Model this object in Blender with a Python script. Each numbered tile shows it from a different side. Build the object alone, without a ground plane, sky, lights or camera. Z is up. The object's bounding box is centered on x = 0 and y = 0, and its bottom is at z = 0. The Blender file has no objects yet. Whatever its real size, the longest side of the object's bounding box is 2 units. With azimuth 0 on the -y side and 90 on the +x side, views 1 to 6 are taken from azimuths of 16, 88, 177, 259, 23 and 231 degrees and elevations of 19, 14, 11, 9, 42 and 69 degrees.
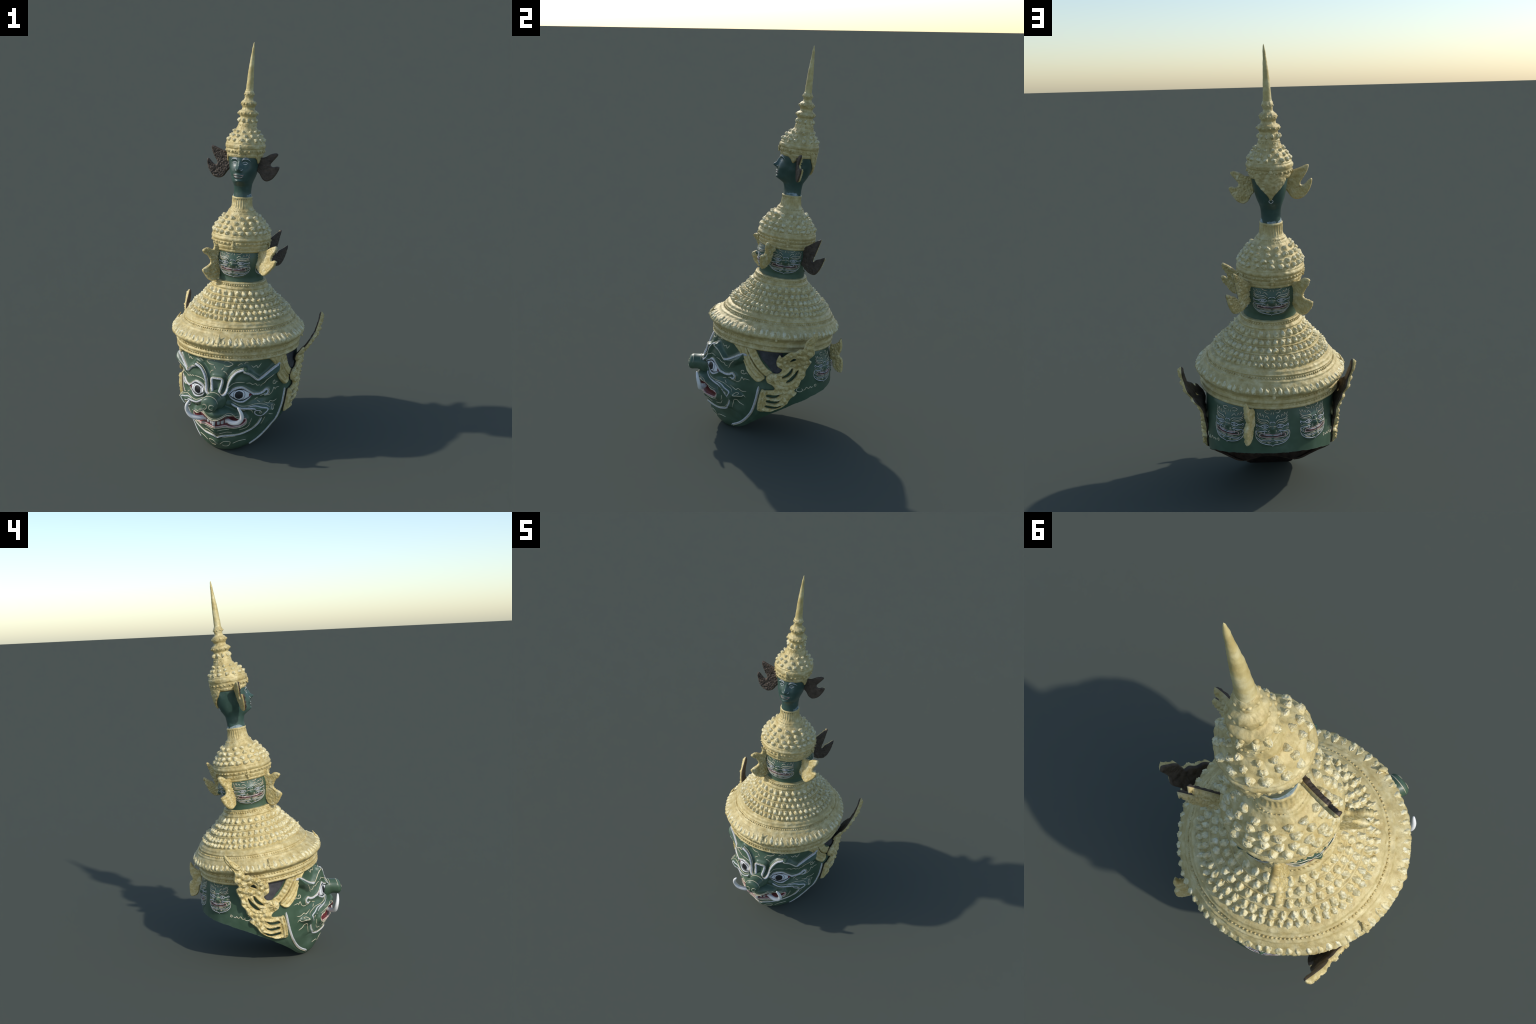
import bpy, math, random
import numpy as np
from mathutils import Vector, Matrix, noise, geometry
from mathutils.bvhtree import BVHTree

random.seed(7)
RNG = np.random.default_rng(7)

# ------------------------------------------------------------------ frame
# The mask leans back on its chin: everything is described in a frame whose
# z axis is the crown's axis (origin = middle of the brim, face towards -y).
ORIGIN = np.array([-.022, .045, .585])
ZA = np.array([-.014, .122, 1.0]); ZA /= np.linalg.norm(ZA)
XA = np.cross([0, 1, 0], ZA); XA /= np.linalg.norm(XA)
YA = np.cross(ZA, XA)
ROT = np.array([XA, YA, ZA])
FRAME = Matrix(((XA[0], YA[0], ZA[0], ORIGIN[0]), (XA[1], YA[1], ZA[1], ORIGIN[1]),
                (XA[2], YA[2], ZA[2], ORIGIN[2]), (0, 0, 0, 1)))


def pchip(xs, ys):
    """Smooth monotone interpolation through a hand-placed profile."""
    xs = np.array(xs, float); ys = np.array(ys, float)
    if xs[0] > xs[-1]:
        xs, ys = xs[::-1], ys[::-1]
    h = np.diff(xs); d = np.diff(ys) / h; m = np.zeros_like(ys)
    for i in range(1, len(xs) - 1):
        if d[i - 1] * d[i] > 0:
            w1 = 2 * h[i] + h[i - 1]; w2 = h[i] + 2 * h[i - 1]
            m[i] = (w1 + w2) / (w1 / d[i - 1] + w2 / d[i])
    m[0] = d[0]; m[-1] = d[-1]

    def f(x):
        x = np.clip(np.asarray(x, float), xs[0], xs[-1])
        i = np.clip(np.searchsorted(xs, x) - 1, 0, len(h) - 1)
        t = (x - xs[i]) / h[i]
        return ((2 * t**3 - 3 * t**2 + 1) * ys[i] + (t**3 - 2 * t**2 + t) * h[i] * m[i]
                + (-2 * t**3 + 3 * t**2) * ys[i + 1] + (t**3 - t**2) * h[i] * m[i + 1])
    return f


def smoothstep(a, b, x):
    t = np.clip((x - a) / (b - a), 0, 1)
    return t * t * (3 - 2 * t)


def catmull(pts, step=.003, closed=False):
    P = np.array(pts, float)
    if len(P) < 3 and not closed:
        n = max(2, int(np.linalg.norm(P[-1] - P[0]) / step) + 1)
        return P[0] + (P[-1] - P[0]) * np.linspace(0, 1, n)[:, None]
    if closed:
        Q = np.vstack([P[-1], P, P[0], P[1]])
    else:
        Q = np.vstack([2 * P[0] - P[1], P, 2 * P[-1] - P[-2]])
    out = []
    for i in range(1, len(Q) - 2):
        a, b, c, d = Q[i - 1], Q[i], Q[i + 1], Q[i + 2]
        n = max(2, int(np.linalg.norm(c - b) / step) + 1)
        t = np.linspace(0, 1, n, endpoint=False)[:, None]
        out.append(.5 * ((2 * b) + (-a + c) * t + (2 * a - 5 * b + 4 * c - d) * t**2 + (-a + 3 * b - 3 * c + d) * t**3))
    out = np.vstack(out)
    return out if closed else np.vstack([out, P[-1]])


def poly_dist(px, py, pts, closed=False):
    """Distance of many points to a polyline."""
    P = np.array(pts, float)
    if closed:
        P = np.vstack([P, P[0]])
    best = np.full(px.shape, 9.0)
    for a, b in zip(P[:-1], P[1:]):
        d = b - a; L = max(d @ d, 1e-12)
        t = np.clip(((px - a[0]) * d[0] + (py - a[1]) * d[1]) / L, 0, 1)
        best = np.minimum(best, np.hypot(px - a[0] - t * d[0], py - a[1] - t * d[1]))
    return best


def in_poly(px, py, pts):
    P = np.array(pts, float); r = np.zeros(px.shape, bool)
    x0, y0 = P[-1]
    for x1, y1 in P:
        if y0 != y1:
            c = ((y1 > py) != (y0 > py)) & (px < (x0 - x1) * (py - y1) / (y0 - y1) + x1)
            r ^= c
        x0, y0 = x1, y1
    return r


def fbm(P, scale, seed=0.0, octaves=3):
    out = np.empty(len(P)); off = Vector((seed * 13.1, seed * 7.7, seed * 3.3))
    for i, p in enumerate(P):
        v = Vector(p) * scale + off
        a, s = 1.0, 0.0
        for _ in range(octaves):
            s += a * noise.noise(v); v = v * 2.03; a *= .5
        out[i] = s
    return out


# -------------------------------------------------------------- materials
def new_mat(name):
    m = bpy.data.materials.new(name); m.use_nodes = True
    nt = m.node_tree; b = nt.nodes['Principled BSDF']
    return m, nt, b


def noise_node(nt, scale, detail=4, rough=.6, dist=0, coord='Object'):
    tc = nt.nodes.new('ShaderNodeTexCoord'); n = nt.nodes.new('ShaderNodeTexNoise')
    n.inputs['Scale'].default_value = scale; n.inputs['Detail'].default_value = detail
    n.inputs['Roughness'].default_value = rough; n.inputs['Distortion'].default_value = dist
    nt.links.new(tc.outputs[coord], n.inputs['Vector'])
    return n


def ramp_node(nt, src, stops):
    r = nt.nodes.new('ShaderNodeValToRGB'); e = r.color_ramp.elements
    e[0].position, e[0].color = stops[0][0], (*stops[0][1], 1)
    e[1].position, e[1].color = stops[-1][0], (*stops[-1][1], 1)
    for p, c in stops[1:-1]:
        k = e.new(p); k.color = (*c, 1)
    nt.links.new(src, r.inputs['Fac'])
    return r


def painted(name, stops, scale, rough=.5, bump=.0, bscale=200, spots=None, spec=.4, metal=0.0):
    m, nt, b = new_mat(name)
    b.inputs['Metallic'].default_value = metal
    n = noise_node(nt, scale)
    col = ramp_node(nt, n.outputs['Fac'], stops).outputs['Color']
    if spots:
        sc, lo, hi, c = spots
        n2 = noise_node(nt, sc, 6, .7)
        f = ramp_node(nt, n2.outputs['Fac'], [(lo, (0, 0, 0)), (hi, (1, 1, 1))]).outputs['Color']
        mx = nt.nodes.new('ShaderNodeMixRGB')
        nt.links.new(f, mx.inputs['Fac']); nt.links.new(col, mx.inputs['Color1'])
        mx.inputs['Color2'].default_value = (*c, 1); col = mx.outputs['Color']
    nt.links.new(col, b.inputs['Base Color'])
    b.inputs['Roughness'].default_value = rough
    b.inputs['Specular IOR Level'].default_value = spec
    if bump:
        n3 = noise_node(nt, bscale, 5, .65)
        bp = nt.nodes.new('ShaderNodeBump'); bp.inputs['Strength'].default_value = bump
        bp.inputs['Distance'].default_value = .004
        nt.links.new(n3.outputs['Fac'], bp.inputs['Height']); nt.links.new(bp.outputs['Normal'], b.inputs['Normal'])
    return m


GOLD = painted('patina_and_shade_gold_paint', [(.3, (.46, .35, .135)), (.5, (.575, .465, .21)), (.7, (.70, .60, .325))],
               32, .52, .5, 85, (60, .55, .72, (.38, .265, .085)), .45, .1)  # darker than the studs: patina plus shade between studs put into the colour
DARK_LEATHER = painted('bare_dark_leather', [(.3, (.045, .032, .022)), (.7, (.11, .08, .055))], 45, .6, .3, 110)
PALE_BLUE = painted('chipped_pale_blue_paint', [(.35, (.10, .16, .16)), (.55, (.30, .36, .37)), (.7, (.46, .50, .50))], 60, .5)


def stud_paint(name, stops, dark, scale=1.3):
    """Gold for shared-mesh studs: unit-size object coordinates shifted per piece."""
    m, nt, b = new_mat(name)
    tc = nt.nodes.new('ShaderNodeTexCoord'); oi = nt.nodes.new('ShaderNodeObjectInfo')
    mu = nt.nodes.new('ShaderNodeMath'); mu.operation = 'MULTIPLY'; mu.inputs[1].default_value = 37.0
    nt.links.new(oi.outputs['Random'], mu.inputs[0])
    ad = nt.nodes.new('ShaderNodeVectorMath'); ad.operation = 'ADD'
    nt.links.new(tc.outputs['Object'], ad.inputs[0]); nt.links.new(mu.outputs[0], ad.inputs[1])
    n = nt.nodes.new('ShaderNodeTexNoise'); n.inputs['Scale'].default_value = scale; n.inputs['Detail'].default_value = 5
    nt.links.new(ad.outputs[0], n.inputs['Vector'])
    col = ramp_node(nt, n.outputs['Fac'], [(.30, dark)] + stops).outputs['Color']
    nt.links.new(col, b.inputs['Base Color'])
    b.inputs['Roughness'].default_value = .48; b.inputs['Metallic'].default_value = .1
    n3 = nt.nodes.new('ShaderNodeTexNoise'); n3.inputs['Scale'].default_value = 2.6; n3.inputs['Detail'].default_value = 4
    nt.links.new(ad.outputs[0], n3.inputs['Vector'])
    bp = nt.nodes.new('ShaderNodeBump'); bp.inputs['Strength'].default_value = .7; bp.inputs['Distance'].default_value = .005
    nt.links.new(n3.outputs['Fac'], bp.inputs['Height']); nt.links.new(bp.outputs['Normal'], b.inputs['Normal'])
    return m


GOLD_STUD = stud_paint('stud_gold_paint', [(.44, (.68, .58, .30)), (.58, (.77, .69, .42)), (.72, (.86, .81, .58))], (.50, .38, .14))
GOLD_SPIRE = painted('smooth_gold_paint', [(.3, (.46, .34, .115)), (.55, (.61, .50, .22)), (.75, (.74, .65, .36))],
                     22, .5, .3, 90, None, .45, .1)
GOLD_EAR = painted('dull_gold_leather', [(.3, (.50, .375, .135)), (.5, (.62, .50, .22)), (.7, (.74, .65, .38))],
                   38, .5, .3, 120, (65, .55, .72, (.40, .27, .08)), .45, .1)
GREEN = painted('green_lacquer', [(.3, (.045, .084, .050)), (.55, (.064, .112, .070)), (.75, (.10, .152, .108))],
                9, .36, .06, 60, (38, .66, .8, (.12, .18, .14)), .5)
GREEN_DARK = painted('dark_green_lacquer', [(.3, (.012, .036, .024)), (.7, (.028, .07, .048))], 30, .42, .1, 90)
GREEN_UP = painted('blue_green_lacquer', [(.3, (.028, .062, .050)), (.55, (.045, .088, .070)), (.75, (.08, .13, .115))],
                   16, .36, .06, 60, (30, .62, .75, (.10, .16, .15)), .5)
WHITE = painted('white_hair_paint', [(.35, (.36, .36, .37)), (.55, (.62, .62, .62)), (.7, (.78, .78, .77))], 300, .5)
CREAM = painted('cream_gold_line_paint', [(.35, (.50, .42, .26)), (.65, (.72, .66, .50))], 60, .5)
GREY_LINE = painted('silver_line_paint', [(.35, (.48, .49, .50)), (.65, (.70, .69, .68))], 90, .5)
IVORY = painted('ivory', [(.3, (.76, .74, .70)), (.7, (.88, .87, .85))], 25, .3)
EYE_WHITE = painted('eye_white', [(.3, (.70, .70, .70)), (.7, (.82, .82, .82))], 20, .3)
BLACK = painted('black_lacquer', [(.3, (.008, .008, .01)), (.7, (.02, .02, .022))], 30, .4)
BLACK_CLOTH = painted('black_panel', [(.3, (.035, .034, .038)), (.7, (.085, .083, .09))], 35, .7, .4, 120)
RED = painted('red_paint', [(.3, (.09, .014, .016)), (.7, (.19, .03, .035))], 40, .45)
PINK = painted('pink_lip_paint', [(.3, (.50, .28, .25)), (.7, (.70, .50, .46))], 50, .45)
TEETH = painted('tooth_paint', [(.3, (.40, .38, .36)), (.7, (.66, .65, .62))], 60, .4)
BROWN = painted('bare_brown_lining', [(.3, (.03, .018, .012)), (.7, (.085, .055, .038))], 25, .85, .5, 80)


# ----------------------------------------------------------- mesh builders
ROOT = bpy.data.objects.new('demon_mask_with_tiered_crown', None)
bpy.context.collection.objects.link(ROOT)
ROOT['label'] = 'green fanged demon dance mask with tall tiered gold crown'
ROOT['category'] = 'mask'


def to_world(V):
    return np.asarray(V, float) @ ROT + ORIGIN


def make(name, V, F, mat, parent=None, smooth=True, stuff=False, fmat=None, world=False):
    me = bpy.data.meshes.new(name)
    V = np.asarray(V, float)
    me.from_pydata((V if world else to_world(V)).tolist(), [], [tuple(int(i) for i in f) for f in F])
    mats = mat if isinstance(mat, (list, tuple)) else [mat]
    for m in mats:
        me.materials.append(m)
    if fmat is not None:
        me.polygons.foreach_set('material_index', np.asarray(fmat, np.int32))
    if smooth:
        me.polygons.foreach_set('use_smooth', np.ones(len(me.polygons), bool))
    me.validate(); me.update()
    ob = bpy.data.objects.new(name, me); bpy.context.collection.objects.link(ob)
    ob.parent = parent or ROOT
    if stuff:
        ob['kind'] = 'stuff'
    return ob


def grid_faces(nr, nc, wrap=True, flip=False, base=0):
    r = np.arange(nr - 1)[:, None]; c = np.arange(nc if wrap else nc - 1)[None, :]
    a = r * nc + c; b = r * nc + (c + 1) % nc; d = (r + 1) * nc + c; e = (r + 1) * nc + (c + 1) % nc
    q = np.stack([a, b, e, d], -1).reshape(-1, 4) + base
    return q[:, ::-1] if flip else q


class Batch:
    """Collects many small pieces into one mesh."""
    def __init__(self):
        self.V, self.F, self.M, self.n = [], [], [], 0

    def add(self, V, F, m=0):
        V = np.asarray(V, float)
        self.V.append(V); self.F += [tuple(int(i) + self.n for i in f) for f in F]
        self.M += [m] * len(F); self.n += len(V)

    def build(self, name, mat, parent=None, stuff=False):
        return make(name, np.vstack(self.V), self.F, mat, parent, stuff=stuff, fmat=self.M)


# axis of the crown stack drifts a little with height
axis_x = pchip([-.2, .1, .47, .67, .82, 1.02, 1.17, 1.3, 1.425], [.002, -.002, -.0055, -.010, -.006, -.003, .001, .007, .016])
axis_y = pchip([-.2, 0, .02, .05, .118, .2, .245, .47, .65, .94, .985, 1.02, 1.10, 1.2, 1.425],
               [.003, .000, .010, .018, .017, .008, .004, .005, .003, .004, .007, .015, .013, .009, .005])


def lathe(name, prof, nth, mat, parent=None, nsub=4, wob=0.0, seed=1, rfun=None, close_top=True):
    """Turned part: prof = [(h, r)...] bottom to top, around the drifting axis."""
    H, Rr = [], []
    for (h0, r0), (h1, r1) in zip(prof[:-1], prof[1:]):
        n = max(1, min(nsub, int(math.hypot(h1 - h0, r1 - r0) / .0025)))
        for k in range(n):
            H.append(h0 + (h1 - h0) * k / n); Rr.append(r0 + (r1 - r0) * k / n)
    H.append(prof[-1][0]); Rr.append(prof[-1][1])
    H = np.array(H); Rr = np.array(Rr)
    th = np.linspace(0, 2 * np.pi, nth, endpoint=False)
    T, HH = np.meshgrid(th, H); RR = np.repeat(Rr[:, None], nth, 1)
    if rfun is not None:
        RR, HH = rfun(T, HH, RR)
    V = np.stack([axis_x(HH) + RR * np.sin(T), axis_y(HH) - RR * np.cos(T), HH], -1).reshape(-1, 3)
    if wob:
        d = fbm(V, 38, seed) * wob
        n = np.stack([np.sin(T), -np.cos(T), np.full_like(T, .4)], -1).reshape(-1, 3)
        V = V + n * d[:, None]
    F = [tuple(q) for q in grid_faces(len(H), nth)]
    if close_top:
        V = np.vstack([V, [axis_x(H[-1]), axis_y(H[-1]), H[-1]]]); k = len(V) - 1; b = (len(H) - 1) * nth
        F += [(b + i, b + (i + 1) % nth, k) for i in range(nth)]
    return make(name, V, F, mat, parent)


def tube(batch, pts, rad, nseg=10, m=0, flat=1.0, cap=True):
    """Round bar along a 3D polyline; rad = number or function of 0..1."""
    P = np.asarray(pts, float); n = len(P)
    T = np.gradient(P, axis=0); T /= np.linalg.norm(T, axis=1)[:, None] + 1e-9
    up = np.array([0, 0, 1.0]) if abs(T[0][2]) < .9 else np.array([1.0, 0, 0])
    A = np.cross(T[0], up); A /= np.linalg.norm(A); V = []
    for i in range(n):
        A = A - T[i] * (A @ T[i]); A /= np.linalg.norm(A); B = np.cross(T[i], A)
        r = rad(i / (n - 1)) if callable(rad) else rad
        for k in range(nseg):
            a = 2 * np.pi * k / nseg
            V.append(P[i] + r * (np.cos(a) * A + flat * np.sin(a) * B))
    F = [tuple(q) for q in grid_faces(n, nseg)]
    if cap:
        V += [P[0], P[-1]]
        F += [(k, n * nseg, (k + 1) % nseg) for k in range(nseg)][::1]
        b = (n - 1) * nseg
        F += [(b + k, b + (k + 1) % nseg, n * nseg + 1) for k in range(nseg)]
    batch.add(V, F, m)


def ball(batch, c, r, m=0, sq=(1, 1, 1), nu=10, nv=7):
    V = []
    for i in range(nv + 1):
        p = np.pi * i / nv
        for k in range(nu):
            a = 2 * np.pi * k / nu
            V.append([c[0] + r * sq[0] * np.sin(p) * np.cos(a), c[1] + r * sq[1] * np.sin(p) * np.sin(a), c[2] - r * sq[2] * np.cos(p)])
    batch.add(V, [tuple(q) for q in grid_faces(nv + 1, nu)], m)


# ================================================================ main head
HH = [-.06, -.10, -.18, -.26, -.32, -.36, -.41, -.45, -.48, -.52, -.56, -.59, -.615]
head_a = pchip(HH, [.278, .284, .279, .276, .274, .271, .262, .249, .230, .200, .165, .127, .080])      # half width at the cheeks
head_w = pchip(HH, [.283, .295, .298, .298, .297, .293, .280, .260, .237, .203, .165, .127, .080])      # half width behind the ears
head_f = pchip(HH, [-.280, -.296, -.312, -.324, -.332, -.336, -.334, -.320, -.302, -.276, -.250, -.228, -.195])
head_b = pchip(HH, [.287, .305, .326, .341, .346, .346, .346, .346, .346, .346, .346, .346, .346])
head_c = pchip(HH, [0, 0, -.005, -.015, -.022, -.027, -.033, -.040, -.050, -.072, -.10, -.12, -.13])
head_n = pchip(HH, [2.1, 2.0, 1.80, 1.70, 1.58, 1.50, 1.43, 1.40, 1.40, 1.42, 1.5, 1.6, 1.8])      # flat cheeks meet at a jaw corner
rim_h = pchip([-.4, -.2, -.14, -.10, -.06, 0, .115, .2, .285, .35, .42],
              [-.613, -.610, -.598, -.575, -.527, -.464, -.379, -.335, -.300, -.281, -.278])
NS = 2.35


def head_pt(T, h):
    s, c = np.sin(T), np.cos(T)
    n = np.where(c > 0, head_n(h), NS)
    k = smoothstep(.25, -.35, c)
    x = (head_a(h) * (1 - k) + head_w(h) * k) * np.sign(s) * np.abs(s)**(2 / n)
    cy = head_c(h); d = np.where(c > 0, cy - head_f(h), head_b(h) - cy)
    x = x + .012 * smoothstep(.1, -.6, c)            # the back of the shell sits a little to one side
    return x, cy - d * np.sign(c) * np.abs(c)**(2 / n)


# painted/raised face lines, in (|x|, h) of the front view
BROW_IN = [(0, -.191), (.021, -.192), (.026, -.203), (.021, -.232), (.017, -.250), (.022, -.264), (.036, -.268),
           (.050, -.254), (.058, -.210), (.073, -.176), (.095, -.152), (.124, -.140)]
BROW_OUT = [(.123, -.152), (.145, -.163), (.164, -.182), (.183, -.200), (.200, -.190), (.222, -.165), (.246, -.132)]
BROW_WING_LINE = BROW_OUT[:4] + [(.203, -.188), (.234, -.160), (.266, -.132)]
BROW_LOW = [(.246, -.132), (.244, -.165), (.233, -.187), (.218, -.207), (.203, -.228), (.186, -.220), (.183, -.200)]
EYE_UP = [(.062, -.262), (.078, -.245), (.098, -.235), (.120, -.234), (.139, -.248), (.161, -.268), (.184, -.277),
          (.204, -.271), (.215, -.260), (.222, -.270), (.218, -.286), (.206, -.287)]
EYE_LOW = [(.062, -.264), (.075, -.290), (.101, -.304), (.126, -.306), (.147, -.291), (.159, -.276)]
CHEEK = [(.074, -.314), (.090, -.326), (.112, -.339), (.140, -.345), (.167, -.350), (.182, -.357)]
CHEEK_TIP = [(.145, -.337), (.176, -.337), (.203, -.347), (.231, -.361), (.214, -.386), (.193, -.402), (.175, -.393),
             (.170, -.377), (.180, -.364), (.202, -.362)]
BEARD = [(.198, -.412), (.182, -.446), (.156, -.476), (.128, -.492), (.094, -.503), (.050, -.501), (.020, -.503), (0, -.514)]
LIP_UP = [(0, -.396), (.019, -.393), (.042, -.379), (.062, -.366), (.082, -.370), (.094, -.386), (.112, -.398), (.130, -.398)]
LIP_LOW = [(0, -.436), (.017, -.436), (.052, -.428), (.083, -.440), (.114, -.439), (.133, -.423), (.137, -.406), (.130, -.398)]
MOUTH = LIP_UP + LIP_LOW[::-1][1:]
# three small relief faces round the back: azimuth (degrees from the front)
BACK_FACES = [179.0, 144.5, -146.5]
FACE_W, FACE_TOP, FACE_H = .072, -.094, .160


def small_face_relief(u, v):
    """Height of a small relief face; u -1..1 across, v 0 (top) .. 1 (chin)."""
    edge = np.clip(1 - np.abs(u)**3.2 - np.clip((v - .62) / .38, 0, 1)**2.4 * .9, 0, 1)
    d = .0055 * smoothstep(0, .5, edge) * smoothstep(.08, .3, v)
    g = lambda a, b, sa, sb: np.exp(-((u - a) / sa)**2 - ((v - b) / sb)**2)
    d += .013 * g(0, .50, .15, .075) + .006 * g(0, .40, .10, .10)
    for s in (-1, 1):
        d += .005 * g(.45 * s, .29, .32, .05) + .003 * g(.48 * s, .40, .20, .05) + .005 * g(.6 * s, .56, .22, .08)
    d += .006 * g(0, .68, .62, .05) - .003 * g(0, .635, .6, .02) + .004 * g(0, .82, .3, .08)
    return d


def head_relief(T, x, y, h):
    """Outward displacement of the big face."""
    D = np.zeros(x.shape); front = y < .02; ax = np.abs(x)
    xf, hf, yf = ax[front], h[front], y[front]
    pd = lambda pts: poly_dist(xf, hf, catmull(pts, .006))
    ridge = lambda pts, w: np.exp(-(pd(pts) / w)**2)
    d = np.zeros(xf.shape)
    g0 = lambda a, b, sa, sb: np.exp(-((xf - a) / sa)**2 - ((hf - b) / sb)**2)
    # eyebrow bars with a groove above them
    d += .019 * ridge(BROW_IN, .0095) + .014 * ridge(BROW_OUT, .009) + .008 * g0(.033, -.262, .022, .020)
    groove = [(.036, -.225), (.045, -.190), (.060, -.160), (.085, -.135)]
    d -= .008 * np.exp(-(pd(groove) / .013)**2)
    # winged brow ends stand proud
    wing = catmull(BROW_LOW[:-1] + BROW_OUT[3:6], .006)
    wd = poly_dist(xf, hf, wing, True) * np.where(in_poly(xf, hf, wing), 1, -1)
    d += .036 * smoothstep(-.008, .010, wd) * smoothstep(.178, .240, xf) * smoothstep(-.105, -.135, yf)
    # bony brow above the eye, eye socket, bulging eye
    g = lambda a, b, sa, sb: np.exp(-((xf - a) / sa)**2 - ((hf - b) / sb)**2)
    d += .013 * g(.115, -.200, .055, .030) + .010 * g(.118, -.160, .034, .022)
    d -= .006 * g(.070, -.245, .018, .020)
    d += .012 * g(.109, -.270, .046, .032)
    d += .006 * ridge(EYE_UP, .008) + .005 * ridge(EYE_LOW, .008)
    # cheek: bulge and flared corner
    d += .012 * g(.150, -.330, .060, .030)
    d += .007 * ridge(CHEEK, .008)
    tip = catmull(CHEEK_TIP[:6], .006, True)
    td = poly_dist(xf, hf, tip, True) * np.where(in_poly(xf, hf, tip), 1, -1)
    d += .034 * smoothstep(-.014, .012, td) * smoothstep(.15, .220, xf)
    d -= .010 * g(.185, -.305, .035, .018)
    # muzzle, lips and mouth
    d += .036 * g(0, -.364, .062, .032) + .008 * g(.062, -.356, .03, .02)
    d -= .012 * np.exp(-(pd([(.03, -.325), (.060, -.335), (.095, -.352), (.13, -.372)]) / .010)**2)
    mo = catmull(MOUTH, .005)
    inm = in_poly(xf, hf, mo); md = poly_dist(xf, hf, mo, True)
    d -= .005 * np.where(inm, smoothstep(0, .010, md), 0)
    d += .008 * g(.05, -.425, .07, .030)
    d += .011 * np.exp(-(md / .009)**2)
    # chin and beard ridge
    d += .010 * g(0, -.470, .055, .022) + .007 * ridge(BEARD, .010)
    d += .008 * g(0, -.545, .075, .030)
    d -= .005 * np.exp(-(pd([(0, -.525), (.06, -.512), (.12, -.495), (.17, -.47)]) / .008)**2)
    # cheek hollow beside the nose and jaw edge ridge
    d -= .008 * g(.070, -.300, .022, .014)
    D[front] += d
    return D


def build_head():
    thf = np.linspace(-108, 108, 560); thb = np.linspace(108, 252, 240)[1:-1]
    th = np.radians(np.concatenate([thf, thb])); nth = len(th); nr = 290
    top = -.055
    bot = np.empty(nth)
    for i, t in enumerate(th):
        lo, hi = -.615, -.2
        for _ in range(40):
            m = (lo + hi) / 2
            _, y = head_pt(t, np.array(m))
            if m < rim_h(y): lo = m
            else: hi = m
        bot[i] = hi
    ragged = np.array([.003 * noise.noise(Vector((math.sin(t) * 9, math.cos(t) * 9, 3))) + .002 * noise.noise(Vector((math.sin(t) * 40, math.cos(t) * 40, 1))) for t in th])
    bot = bot + ragged * (np.cos(th) < .3)
    t = np.linspace(0, 1, nr)[:, None]
    H = top + (bot[None] - top) * t; T = np.repeat(th[None], nr, 0)
    x, y = head_pt(T, H)
    # outward direction
    e = 1e-3
    x2, y2 = head_pt(T + e, H); x3, y3 = head_pt(T, H - e)
    t1 = np.stack([x2 - x, y2 - y, np.zeros_like(x)], -1); t2 = np.stack([x3 - x, y3 - y, np.full_like(x, -e)], -1)
    N = np.cross(t2, t1); N /= np.linalg.norm(N, axis=-1)[..., None] + 1e-12
    flip = np.sign(N[..., 0] * x + N[..., 1] * (y - head_c(H))); N *= flip[..., None]
    D = head_relief(T, x, y, H)
    az = np.degrees(np.arctan2(x, -y))
    for a in BACK_FACES:
        da = (az - a + 180) % 360 - 180
        u = da / (FACE_W / .335 * 180 / np.pi); v = (FACE_TOP - H) / FACE_H
        k = (np.abs(u) < 1.3) & (v > -.2) & (v < 1.3)
        r = np.zeros_like(D); r[k] = small_face_relief(u[k], v[k]); D += r
    V = np.stack([x, y, H], -1) + N * D[..., None]
    V = V.reshape(-1, 3)
    V += N.reshape(-1, 3) * (fbm(V, 11, 4, 2) * .0018)[:, None]
    F = grid_faces(nr, nth, True, True)
    inner = np.stack([x, y, H], -1)[-1] - N[-1] * .009 + np.array([0, 0, .001])
    n0 = len(V); V2 = np.vstack([V, inner])
    rimF = [((nr - 1) * nth + (i + 1) % nth, (nr - 1) * nth + i, n0 + i, n0 + (i + 1) % nth) for i in range(nth)]
    F2 = [tuple(q) for q in F] + [f[::-1] for f in rimF]
    head = make('demon_head', V2, F2, [GREEN, BROWN], fmat=[0] * len(F) + [1] * nth)
    # the chin curls under
    cols = [i for i in range(nth) if abs(math.degrees(th[i])) < 80]
    rim0 = V2[[(nr - 1) * nth + i for i in cols]]
    rows = [rim0]
    for k in (.25, .5, .75, 1.0):
        r = rim0.copy(); r[:, 0] *= 1 - .12 * k; r[:, 1] += (np.maximum(-.118, rim0[:, 1]) - rim0[:, 1]) * k
        r[:, 2] = rim0[:, 2] + (np.maximum(-.598, rim0[:, 2]) - rim0[:, 2]) * k - .003 * math.sin(k * math.pi); rows.append(r)
    make('chin_underside', np.vstack(rows), grid_faces(5, len(cols), False, True), BROWN, head)
    # bare inside of the shell
    s = slice(None, None, 4)
    IV = (np.stack([x, y, H], -1) - N * .009)[np.r_[0:nr:10, nr - 1]][:, s]
    IV = IV + (RNG.random(IV.shape) - .5) * .002
    IV[-1] = inner[s]
    make('mask_lining', IV.reshape(-1, 3), grid_faces(IV.shape[0], IV.shape[1], True, False), BROWN, head)
    return head, BVHTree.FromPolygons([tuple(v) for v in V], [tuple(q) for q in F])


HEAD, HEAD_BVH = build_head()


def cast_front(bvh, x, h, y0=-.8):
    r = bvh.ray_cast(Vector((x, y0, h)), Vector((0, 1, 0)))
    return (None, None) if r[0] is None else (np.array(r[0]), fix_n(r[0], r[1]))


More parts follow.
